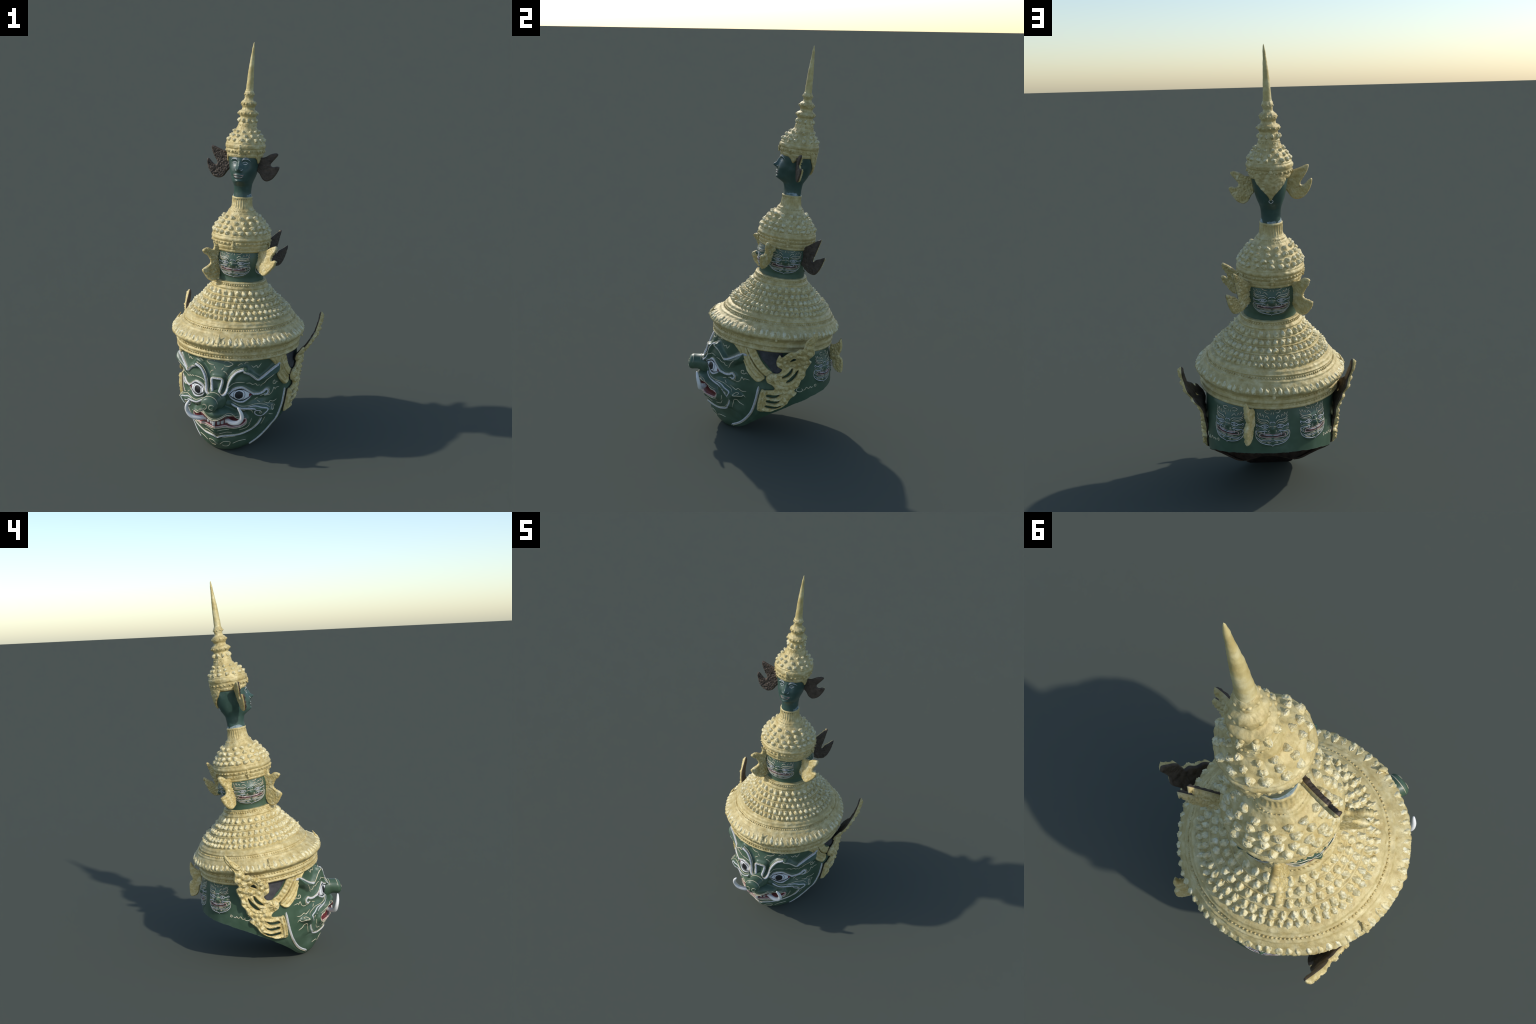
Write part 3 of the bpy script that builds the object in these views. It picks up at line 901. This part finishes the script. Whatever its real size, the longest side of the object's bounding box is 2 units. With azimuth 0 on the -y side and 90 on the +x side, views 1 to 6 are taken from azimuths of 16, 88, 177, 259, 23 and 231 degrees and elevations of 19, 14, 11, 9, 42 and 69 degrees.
T, Hm = np.meshgrid(np.linspace(0, 2 * np.pi, 380, endpoint=False), np.linspace(.225, .42, 90))
Vm = mid_pt(T, Hm).reshape(-1, 3)
Vm += (fbm(Vm, 20, 9, 2) * .0008)[:, None] * np.stack([np.sin(T), -np.cos(T), 0 * T], -1).reshape(-1, 3)
Fm = [tuple(q) for q in grid_faces(90, 380)]
MIDDLE = make('middle_head', Vm, Fm, GREEN)
MID_BVH = BVHTree.FromPolygons([tuple(v) for v in Vm], Fm)
for a in MID_FACES:
    cast = lambda u, v, a=a: cast_round(MID_BVH, a + u * 36.0, .405 - v * .135, (float(axis_x(.35)), float(axis_y(.35)) + .002))
    paint_face(MIDDLE, cast, .9)

# dome over the middle head
dome_prof = [(.398, .120), (.400, .131), (.404, .137), (.411, .139), (.414, .1365), (.418, .140), (.430, .143), (.436, .141), (.440, .146), (.449, .1480),
             (.455, .146), (.459, .150), (.466, .1525), (.473, .150), (.477, .146), (.481, .1475), (.486, .145), (.490, .1405), (.513, .1305),
             (.535, .116), (.555, .1005), (.572, .0855), (.583, .0735), (.588, .072), (.592, .070), (.595, .066), (.602, .0635), (.606, .0585),
             (.616, .0545), (.632, .0515), (.655, .0505), (.662, .052), (.667, .050), (.669, .043)]


def flute(T, H, RR):
    k = smoothstep(.610, .618, H) * smoothstep(.664, .655, H)
    return RR - k * .0022 * (.5 + .5 * np.cos(T * 26)), H


DOME = lathe('middle_dome', dome_prof, 300, GOLD, wob=.0024, seed=3, rfun=flute, close_top=False)
KNOBS = [knob_mesh('dome_stud', 60 + i) for i in range(5)]
for n, h, r, w, hh, sl, ph in ((24, .499, .1365, .0180, .0135, .42, 0), (21, .521, .1245, .0180, .0135, .65, .5), (17, .544, .1085, .0175, .0135, .78, 0),
                               (14, .566, .0900, .0160, .0125, .85, .5)):
    ring_of_studs('dome_stud', KNOBS, n, h, r, (w, hh), sl, DOME, depth=.0185, jit=.1, phase=ph)
bb = Batch()
for n, h, r, s in ((44, .448, .147, .0075), (60, .424, .1395, .0042), (40, .598, .0655, .003)):
    for i in range(n):
        a = 2 * math.pi * (i + random.uniform(-.15, .15)) / n
        ball(bb, (float(axis_x(h)) + r * math.sin(a), float(axis_y(h)) - r * math.cos(a), h), s * random.uniform(.7, 1.1), 0, (1, 1, .7), 8, 6)
bb.build('dome_bead_row', GOLD, DOME, stuff=True)
for a in (0, 90, 180, 270):
    jewel('dome_jewel', a, .440, .147, .0115, .040, DOME)


# ============================================================ leather ears
def plate(name, outline, mapper, mat, thick=.010, holes=(), height=None, parent=None, grid=.0035, edge=.006, closed_smooth=True, back_flat=.35, rim=.0015, bare=0):
    """Moulded leather piece: a filled outline with rounded edges, relief and holes.
    mapper(s, t, n) -> local point, n = offset across the thickness."""
    O2 = catmull(outline, .0035, True) if closed_smooth else np.array(outline)
    HS = [catmull(h, .003, True) for h in holes]
    pts, edges = [Vector(p) for p in O2], [(i, (i + 1) % len(O2)) for i in range(len(O2))]
    for hcurve in HS:
        b = len(pts); pts += [Vector(p) for p in hcurve]; edges += [(b + i, b + (i + 1) % len(hcurve)) for i in range(len(hcurve))]
    lo, hi = O2.min(0), O2.max(0)
    gx, gy = np.meshgrid(np.arange(lo[0], hi[0], grid), np.arange(lo[1], hi[1], grid)); gx = gx + (np.arange(gx.shape[0]) % 2)[:, None] * grid / 2
    gx, gy = gx.ravel(), gy.ravel()

    def bdist(x, y):
        d = poly_dist(x, y, O2, True)
        for hc in HS: d = np.minimum(d, poly_dist(x, y, hc, True))
        return d
    k = in_poly(gx, gy, O2)
    for hc in HS: k &= ~in_poly(gx, gy, hc)
    gx, gy = gx[k], gy[k]; k = bdist(gx, gy) > grid * .6
    pts += [Vector(p) for p in np.stack([gx[k], gy[k]], 1)]
    r = geometry.delaunay_2d_cdt(pts, edges, [], 0, 1e-6)
    X = np.array([p[0] for p in r[0]]); Y = np.array([p[1] for p in r[0]])
    fi = np.array([tuple(f) for f in r[2]]); cx = X[fi].mean(1); cy = Y[fi].mean(1)
    keep = in_poly(cx, cy, O2)
    for hc in HS: keep &= ~in_poly(cx, cy, hc)
    F = [tuple(f) for f in fi[keep].tolist()]
    d = bdist(X, Y); p = np.sqrt(np.clip(1 - (1 - np.clip(d / edge, 0, 1))**2, 0, 1))
    hf = (height(X, Y) if height else 0) + rim * np.exp(-((d - .005) / .0022)**2)
    top = thick * .5 * p + hf * p; bot = -thick * .5 * p - (hf * back_flat * p if height else 0)
    n = len(X)
    V = [mapper(a, b, c) for a, b, c in zip(X, Y, top)] + [mapper(a, b, c) for a, b, c in zip(X, Y, bot)]
    # weld the rim: boundary vertices share the top copy
    rim = d < 1e-5
    idx = np.arange(n) + n; idx[rim] = np.arange(n)[rim]
    FF = F + [tuple(int(idx[i]) for i in f[::-1]) for f in F]
    if bare:                                   # one side is unpainted leather
        k = len(F)
        return make(name, V, FF, [mat, DARK_LEATHER], parent, fmat=[0] * k + [1] * k if bare < 0 else [1] * k + [0] * k)
    return make(name, V, FF, mat, parent)


def filigree(seed, amp=.0035, sc=70.):
    """Curling tooled relief."""
    def f(X, Y):
        P = np.stack([X, Y, np.full_like(X, seed * 1.7)], 1)
        a = fbm(P, sc * .35, seed, 2); b = fbm(P, sc, seed + 5, 2)
        ring = np.abs(((a * 5.5 + .25 * b) % 1) - .5) * 2
        return amp * smoothstep(.15, .75, ring) + amp * .5 * b
    return f


def radial_mapper(az, c, bend=0, s0=.11, lean=0, t0=0, swirl=0):
    a0 = math.radians(az)

    def m(s, t, n):
        q = s - s0
        a = a0
        rad = np.array([math.sin(a), -math.cos(a), 0]); tan = np.array([math.cos(a), math.sin(a), 0])
        off = n + bend * q * q / .12 + lean * (t - t0) + swirl * q
        p = np.array([c[0], c[1], 0]) + rad * s + tan * off + np.array([0, 0, t])
        return p
    return m


mid_c = (float(axis_x(.36)), float(axis_y(.36)))
EARS = {
    # azimuth: outline in (radius, height)
    134: [(.118, .420), (.140, .424), (.165, .440), (.195, .462), (.233, .484), (.226, .450), (.215, .410), (.203, .368), (.210, .362), (.222, .376),
          (.245, .386), (.275, .400), (.268, .365), (.254, .330), (.236, .304), (.214, .295), (.180, .300), (.150, .318), (.118, .345)],
    61: [(.118, .420), (.145, .412), (.175, .420), (.205, .438), (.236, .447), (.240, .425), (.226, .402), (.219, .384), (.225, .374), (.240, .380),
         (.254, .374), (.246, .348), (.226, .322), (.205, .300), (.182, .294), (.155, .308), (.118, .340)],
    -44: [(.118, .410), (.135, .425), (.150, .436), (.166, .452), (.158, .424), (.165, .405), (.195, .416), (.223, .405), (.212, .386), (.192, .374), (.174, .342), (.185, .326), (.219, .304),
          (.207, .280), (.182, .250), (.152, .240), (.130, .250), (.116, .290)],
    -134: [(.118, .420), (.140, .422), (.170, .430), (.198, .450), (.225, .447), (.218, .418), (.198, .390), (.185, .364), (.198, .352), (.220, .350),
           (.239, .343), (.228, .312), (.204, .282), (.172, .268), (.150, .276), (.130, .300), (.116, .335)],
}
for i, (az, out) in enumerate(EARS.items()):
    plate('ear', out, radial_mapper(az, mid_c, bend=(0, 0, .02, 0)[i], s0=.12, lean=(.03, .22, .02, -.08)[i], t0=.40), GOLD_EAR, .011, height=filigree(i + 1, .0072, 75), parent=MIDDLE, bare=(-1, 0, 0, 0)[i])

# ================================================================ upper head
up_hw = pchip([.655, .69, .725, .745, .765, .80, .83, .86, .90, .95], [.0445, .0425, .0450, .050, .058, .068, .074, .078, .076, .050])
up_fr = pchip([.655, .69, .722, .732, .742, .752, .765, .785, .81, .835, .855, .875, .90, .95],
              [-.050, -.047, -.055, -.068, -.083, -.092, -.096, -.096, -.094, -.0885, -.086, -.087, -.084, -.060])
up_bk = pchip([.655, .69, .725, .745, .765, .80, .84, .88, .95], [.046, .0435, .046, .055, .066, .078, .086, .088, .055])
T, Hu = np.meshgrid(np.linspace(0, 2 * np.pi, 260, endpoint=False), np.linspace(.655, .95, 170))
su, cu = np.sin(T), np.cos(T)
xu = up_hw(Hu) * np.sign(su) * np.abs(su)**(2 / 2.2)
yu = np.where(cu > 0, up_fr(Hu), -up_bk(Hu)) * np.sign(cu) * np.abs(cu)**(2 / 2.2) * np.where(cu > 0, 1, 1)
yu = np.where(cu > 0, up_fr(Hu) * np.abs(cu)**(2 / 2.2), up_bk(Hu) * np.abs(cu)**(2 / 2.2))
gu = lambda a, b, sa, sb: np.exp(-((np.abs(xu) - a) / sa)**2 - ((Hu - b) / sb)**2) * (cu > 0)
Du = .022 * gu(0, .812, .013, .012) + .012 * gu(0, .835, .010, .022) - .006 * gu(.026, .842, .014, .010) + .004 * gu(.026, .858, .02, .006)
Du += .004 * gu(.027, .841, .010, .006) + .006 * gu(0, .783, .022, .005) + .005 * gu(0, .773, .018, .005) - .004 * gu(0, .778, .022, .003)
Du += .007 * gu(0, .752, .018, .009) - .004 * gu(0, .762, .02, .005) + .004 * gu(.04, .80, .02, .02)
yu = yu - Du
Vu = np.stack([xu + axis_x(Hu), yu + .004, Hu], -1).reshape(-1, 3)
Fu = [tuple(q) for q in grid_faces(170, 260)]
UPPER = make('upper_head', Vu, Fu, GREEN_UP)
UP_BVH = BVHTree.FromPolygons([tuple(v) for v in Vu], Fu)
ul = Batch()
uc = lambda x, h: cast_front(UP_BVH, x + float(axis_x(h)), h)
for k, pts in ((0, [(.010, .852), (.022, .862), (.040, .860), (.052, .850)]), (0, [(.012, .858), (.024, .868), (.042, .866)]),
               (0, [(.013, .842), (.026, .848), (.040, .842)]), (0, [(.015, .839), (.027, .835), (.039, .841)]),
               (1, [(0, .779), (.012, .781), (.027, .785)]), (1, [(0, .769), (.012, .770), (.024, .778)]), (0, [(.010, .805), (.017, .808), (.018, .815)])):
    for s in (1, -1):
        stroke(ul, [uc(s * x, h) for x, h in catmull(pts, .003)], .0026, .0008, k)
ul.build('painted_feature_line', [GREY_LINE, PINK], UPPER)
bl = Batch()
circ = [(180 + 7 * math.cos(a), .772 + .008 * math.sin(a)) for a in np.linspace(0, 2 * np.pi, 14)]
stroke(bl, [cast_round(UP_BVH, a, h, (float(axis_x(.77)), 0)) for a, h in circ], .003, .001, 0, 0, 0)
bl.build('painted_ring', GREY_LINE, UPPER)

lathe('neck_collar', [(.660, .0480), (.667, .0468), (.673, .0455), (.680, .0442), (.684, .0415)], 120, PALE_BLUE, UPPER, wob=.0015, seed=12, close_top=False)
up_c = (float(axis_x(.83)), .004)
plate('ear', [(.066, .880), (.085, .885), (.105, .893), (.130, .902), (.160, .914), (.170, .911), (.166, .888), (.150, .858), (.136, .836), (.137, .824), (.147, .822),
              (.158, .830), (.176, .848), (.187, .847), (.184, .820), (.172, .790), (.150, .764), (.122, .756), (.098, .765), (.080, .790), (.066, .815)],
      radial_mapper(-90, (up_c[0], -.018), bend=.10, s0=.07, lean=-.14, t0=.83), GOLD_EAR, .010, height=filigree(11, .0055, 95), parent=UPPER, bare=1)
plate('ear', [(.066, .865), (.085, .868), (.108, .872), (.135, .888), (.160, .894), (.170, .886), (.158, .868), (.145, .852), (.135, .838), (.140, .826), (.152, .824),
              (.164, .828), (.177, .824), (.172, .805), (.158, .780), (.140, .760), (.115, .750), (.095, .760), (.080, .785), (.066, .805)],
      radial_mapper(90, (up_c[0], .003), bend=.18, s0=.07, lean=-.08, t0=.80), GOLD_EAR, .010, height=filigree(12, .0055, 95), parent=UPPER, bare=-1)

# crown of the upper head
top_prof = [(.866, .078), (.868, .086), (.874, .0895), (.881, .091), (.884, .0885), (.889, .0935), (.905, .097), (.909, .095), (.914, .100), (.924, .1015), (.930, .100),
            (.934, .0955), (.940, .0965), (.944, .092), (.962, .083), (.978, .0705), (.990, .060), (.998, .0535), (1.004, .052), (1.010, .0485), (1.024, .0455),
            (1.030, .0465), (1.034, .0435), (1.050, .040), (1.064, .0385), (1.068, .041), (1.073, .046), (1.081, .048), (1.089, .0465), (1.094, .041), (1.099, .033), (1.108, .030),
            (1.114, .032), (1.119, .036), (1.128, .037), (1.136, .0365), (1.142, .032), (1.147, .024), (1.157, .0205), (1.163, .022), (1.170, .0245), (1.180, .0245), (1.187, .0225),
            (1.192, .019)]
TOP = lathe('upper_crown', top_prof, 200, GOLD, wob=.0032, seed=6, close_top=True)
spire_prof = [(1.186, .0195), (1.20, .0178), (1.23, .0168), (1.27, .0150), (1.31, .0125), (1.35, .0095), (1.385, .0065), (1.41, .0042), (1.420, .0028), (1.425, .0008)]
lathe('spire', spire_prof, 64, GOLD_SPIRE, TOP, nsub=12, wob=.0010, seed=8)
TS = [knob_mesh('upper_crown_stud', 80 + i) for i in range(4)]
for n, h, r, w, hh, sl, ph in ((15, .953, .0865, .0140, .0120, .45, 0), (13, .972, .0735, .0125, .0110, .75, .5), (11, .991, .0590, .0105, .0090, .7, 0), (10, 1.048, .0405, .0095, .013, .1, .5)):
    ring_of_studs('upper_crown_stud', TS, n, h, r, (w, hh), sl, TOP, depth=.0165, jit=.12, phase=ph)
tb = Batch()
for n, h, r, s in ((26, .898, .0955, .0065), (12, 1.081, .046, .008), (11, 1.128, .0345, .0075), (10, 1.174, .0225, .006), (36, .880, .0905, .003), (20, 1.020, .0455, .004)):
    for i in range(n):
        a = 2 * math.pi * (i + random.uniform(-.2, .2)) / n
        ball(tb, (float(axis_x(h)) + r * math.sin(a), float(axis_y(h)) - r * math.cos(a), h), s * random.uniform(.7, 1.1), 0, (1, 1, .9), 8, 6)
tb.build('upper_bead_row', GOLD, TOP, stuff=True)
jewel('upper_crown_jewel', 0, .905, .100, .012, .036, TOP)
jewel('upper_crown_jewel', 180, .905, .097, .010, .030, TOP)


# pointed nape guard at the back and side locks in front of the ears
def shell_plate(name, out_deg, bvh, c, mat, lift, thick, fil, parent, k):
    """Plate wrapped round a head; outline in (degrees, height), k = metres per degree."""
    O2 = [(a * k, h) for a, h in out_deg]

    def m(s, t, n):
        p, nn = cast_round(bvh, s / k, t, c)
        if p is None: p, nn = cast_round(bvh, s / k, max(-.60, min(.94, t)), c)
        return p + nn * (n + lift) if p is not None else np.array([c[0], c[1], t])
    return plate(name, O2, m, mat, thick, height=fil, parent=parent, grid=.004)


shell_plate('nape_guard', [(126, .902), (150, .902), (180, .902), (210, .902), (234, .902), (222, .855), (205, .825), (190, .800), (180, .778), (170, .800), (155, .825), (138, .855)],
            UP_BVH, (float(axis_x(.83)), .004), GOLD, .003, .008, filigree(14, .0035, 95), UPPER, .0013)
for s in (1, -1):
    shell_plate('side_lock', [(s * 40, .885), (s * 62, .885), (s * 80, .885), (s * 84, .862), (s * 76, .842), (s * 68, .840), (s * 62, .856), (s * 52, .868)],
                UP_BVH, (float(axis_x(.83)), .004), GOLD, .003, .007, filigree(15, .002, 90), UPPER, .0013)

# =============================================== big ear ornaments (both sides)
EAR_OUT = [(.222, .098), (.197, .072), (.172, .046), (.151, .019), (.138, -.014), (.135, -.030), (.118, -.032), (.100, -.050), (.076, -.056), (.058, -.074),
           (.040, -.098), (.027, -.088), (.018, -.130), (.026, -.160), (.052, -.176), (.038, -.198), (.004, -.204), (-.020, -.228), (-.012, -.256), (.020, -.272),
           (.028, -.290), (-.014, -.299), (-.034, -.300), (-.043, -.350), (-.044, -.400), (-.036, -.424), (.010, -.420), (.060, -.398), (.098, -.368), (.118, -.330), (.146, -.296),
           (.132, -.282), (.152, -.252), (.157, -.226), (.174, -.196), (.173, -.168), (.184, -.136), (.190, -.104), (.176, -.090), (.184, -.072), (.196, -.049), (.188, -.010),
           (.206, .028), (.226, .066)]
EAR_HOLES = [[(.134, -.168), (.128, -.200), (.108, -.230), (.084, -.242), (.096, -.222), (.116, -.196)],
             [(.104, -.162), (.102, -.186), (.086, -.208), (.060, -.220), (.076, -.200), (.090, -.182)],
             [(.113, -.101), (.098, -.095), (.085, -.119), (.098, -.114)],
             [(.058, -.310), (.034, -.320), (.000, -.322), (-.004, -.334), (.030, -.334), (.050, -.326)],
             [(.064, -.344), (.040, -.353), (.004, -.352), (.000, -.364), (.036, -.366), (.056, -.358)],
             [(.076, -.371), (.046, -.383), (.002, -.384), (.000, -.395), (.040, -.396), (.064, -.386)]]
EH = [-.44, -.40, -.35, -.30, -.25, -.20, -.16, -.13, -.11, -.07, -.02, .05, .11]
ear_x = {1: pchip(EH, [.254, .263, .277, .289, .296, .302, .308, .320, .338, .364, .384, .395, .397]),
         -1: pchip(EH, [.250, .258, .269, .279, .283, .287, .291, .299, .308, .324, .338, .350, .352])}


def ear_height(X, Y):
    h = np.zeros_like(X)
    for pts in ([(.145, -.165), (.140, -.205), (.112, -.244), (.078, -.256)], [(.119, -.165), (.108, -.194), (.086, -.220), (.058, -.232)],
                [(.090, -.166), (.080, -.186), (.062, -.200), (.040, -.206)],
                [(.066, -.300), (.040, -.310), (.0, -.310)], [(.070, -.330), (.046, -.343), (.0, -.343)], [(.082, -.360), (.050, -.374), (.0, -.374)],
                [(.090, -.390), (.05, -.408), (-.01, -.412)], [(-.016, -.305), (-.022, -.36), (-.022, -.41)], [(-.032, -.305), (-.037, -.36), (-.036, -.41)],
                [(.215, .080), (.19, .03), (.165, .01)], [(.20, .06), (.185, .03), (.165, .025)], [(.10, -.07), (.08, -.085), (.075, -.115), (.09, -.14)]):
        h = np.maximum(h, .0075 * np.exp(-(poly_dist(X, Y, catmull(pts, .006)) / .0062)**2))
    for x, y, r, a in ((.165, -.020, .016, .012), (.172, -.055, .014, .012), (.148, -.040, .013, .010), (.120, -.052, .015, .012), (.095, -.068, .012, .010),
                       (.150, -.085, .014, .009), (.118, -.080, .012, .008), (.072, -.080, .012, .010), (.062, -.100, .012, .010), (.060, -.130, .014, .010),
                       (.036, -.122, .012, .012), (.038, -.150, .014, .012), (.075, -.150, .012, .009), (.150, -.120, .016, .011), (.168, -.108, .012, .010), (.130, -.130, .014, .010),
                       (.112, -.140, .012, .010), (.163, -.145, .013, .010), (.158, -.182, .012, .010), (.162, -.205, .010, .010), (.145, -.232, .012, .011), (.136, -.252, .013, .012),
                       (.112, -.262, .012, .010), (.090, -.272, .012, .009), (.066, -.250, .013, .011), (.058, -.272, .013, .011), (.082, -.295, .013, .010), (.110, -.292, .014, .010), (.130, -.300, .012, .010),
                       (.100, -.318, .013, .010), (.092, -.342, .012, .010), (.105, -.352, .010, .009), (.040, -.280, .010, .008)):
        h = np.maximum(h, a * np.exp(-(np.hypot(X - x, Y - y) / r)**2))
    d = np.hypot(X - .012, Y + .232); ang = np.arctan2(Y + .232, X - .012)           # rosette
    h = np.maximum(h, .014 * np.exp(-(d / .024)**4) * (.72 + .28 * np.cos(ang * 8)) + .006 * np.exp(-(d / .008)**2))
    P = np.stack([X, Y, 0 * X], 1)
    sw = fbm(P, 26, 22, 2)
    return h * 1.25 + .0018 * np.sin(sw * 26) + .0012 * fbm(P, 95, 21, 3)


for s in (1, -1):
    def ear_map(y, h, n, s=s):
        front = float(smoothstep(.06, -.05, np.array(y)))        # the front hugs the cheek
        hx = float(ear_x[s](h))
        skin = None
        for up in (0, .02, .04, .06, .09):                       # skin beside the ornament (it hangs past the shell's rim)
            r = HEAD_BVH.ray_cast(Vector((s * .6, y, h + up)), Vector((-s, 0, 0)))
            if r[0] is not None:
                skin = abs(r[0][0]) - up * .35; break
        if skin is not None and h < -.07:
            hx = hx * (1 - front) + (skin + .010) * front
            hx = max(hx, skin + .0075)
        yy = y - (.035 * float(smoothstep(-.02, .10, np.array(h))) if s > 0 else 0)
        hh = h - (.030 * float(smoothstep(-.02, .10, np.array(h))) if s > 0 else 0)
        return np.array([s * (hx + n), yy, hh])
    plate('ear_ornament', EAR_OUT, ear_map, GOLD_EAR, .013, EAR_HOLES, ear_height, HEAD, grid=.0026, edge=.005, back_flat=.3, rim=.003, bare=-1)
    # gold temple straps hanging from the crown band in front of the ear
    def wrap(y, h, n, s=s):
        def side(yy, hh):
            c = head_c(hh); f = yy < c
            d = (c - head_f(hh)) if f else (head_b(hh) - c); e = head_n(hh) if f else NS
            return float(head_a(hh) * max(1e-6, 1 - (abs(yy - c) / d)**e)**(1 / e))
        x0 = side(y, h); dy = (side(y + .004, h) - x0) / .004; dh = (side(y, h + .004) - x0) / .004
        nn = np.array([1, -dy, -dh]); nn /= np.linalg.norm(nn)
        p = np.array([x0, y, h]) + nn * (n + .005)
        return p * np.array([s, 1, 1])

    def strap_h(X, Y):
        hgt = np.zeros_like(X)
        for pts, w in (([(-.190, -.095), (-.162, -.122), (-.150, -.152), (-.121, -.208), (-.072, -.253), (-.048, -.256), (-.036, -.244)], .0045),
                       ([(-.165, -.090), (-.143, -.130), (-.128, -.160), (-.098, -.203), (-.060, -.238)], .0035),
                       ([(-.142, -.090), (-.125, -.125), (-.083, -.188), (-.036, -.230)], .004)):
            hgt = np.maximum(hgt, .007 * np.exp(-(poly_dist(X, Y, catmull(pts, .006)) / w)**2))
        P = np.stack([X, Y, 0 * X], 1)
        return hgt + .002 * np.abs(fbm(P, 110, 31, 2))

    def strap_leaf(X, Y):
        mid = poly_dist(X, Y, catmull([(-.115, -.088), (-.090, -.130), (-.055, -.172), (-.012, -.210)], .006))
        return .004 * np.abs(np.sin((X * .75 - Y * .65) * 150)) * smoothstep(.018, .004, mid) + .004 * np.exp(-((mid - .016) / .003)**2)

    plate('temple_strap', [(-.205, -.085), (-.170, -.083), (-.136, -.085), (-.119, -.125), (-.077, -.187), (-.027, -.230), (-.030, -.250), (-.050, -.264), (-.070, -.262), (-.114, -.219),
                           (-.144, -.160), (-.158, -.132), (-.180, -.108)], wrap, GOLD_EAR, .012, height=strap_h, parent=HEAD, grid=.003, edge=.003)
    plate('temple_strap', [(-.138, -.085), (-.116, -.083), (-.095, -.085), (-.078, -.112), (-.053, -.150), (-.018, -.186), (.012, -.202), (.0, -.215), (-.024, -.228), (-.076, -.186), (-.118, -.124)],
          wrap, GOLD_EAR, .010, height=strap_leaf, parent=HEAD, grid=.003, edge=.003)
    P2 = [(s * a * .0052, h) for a, h in [(98, -.085), (90, -.085), (80, -.085), (71, -.085), (74, -.11), (79, -.145), (86, -.176), (93, -.206), (99, -.204), (101, -.17), (101, -.13), (100, -.105)]]
    patch('side_panel', P2, BLACK_CLOTH, lambda a, h: cast_round(HEAD_BVH, a / .0052, h), .002, .006, HEAD)

# lone leather flap left standing at the back
def flap_map(y, h, n):
    q = y - .33
    return np.array([.088 + q * .62 + (h + .13) * .10 + n * .85, y - .011 - n * .5, h])


plate('back_flap', [(.322, -.085), (.338, -.076), (.355, -.060), (.366, -.032), (.376, -.060), (.379, -.095), (.372, -.128), (.388, -.142), (.396, -.170), (.398, -.217), (.380, -.222), (.362, -.214),
                    (.348, -.190), (.340, -.165), (.326, -.150)], flap_map, GOLD_EAR, .013, height=filigree(17, .0060, 70), parent=HEAD)
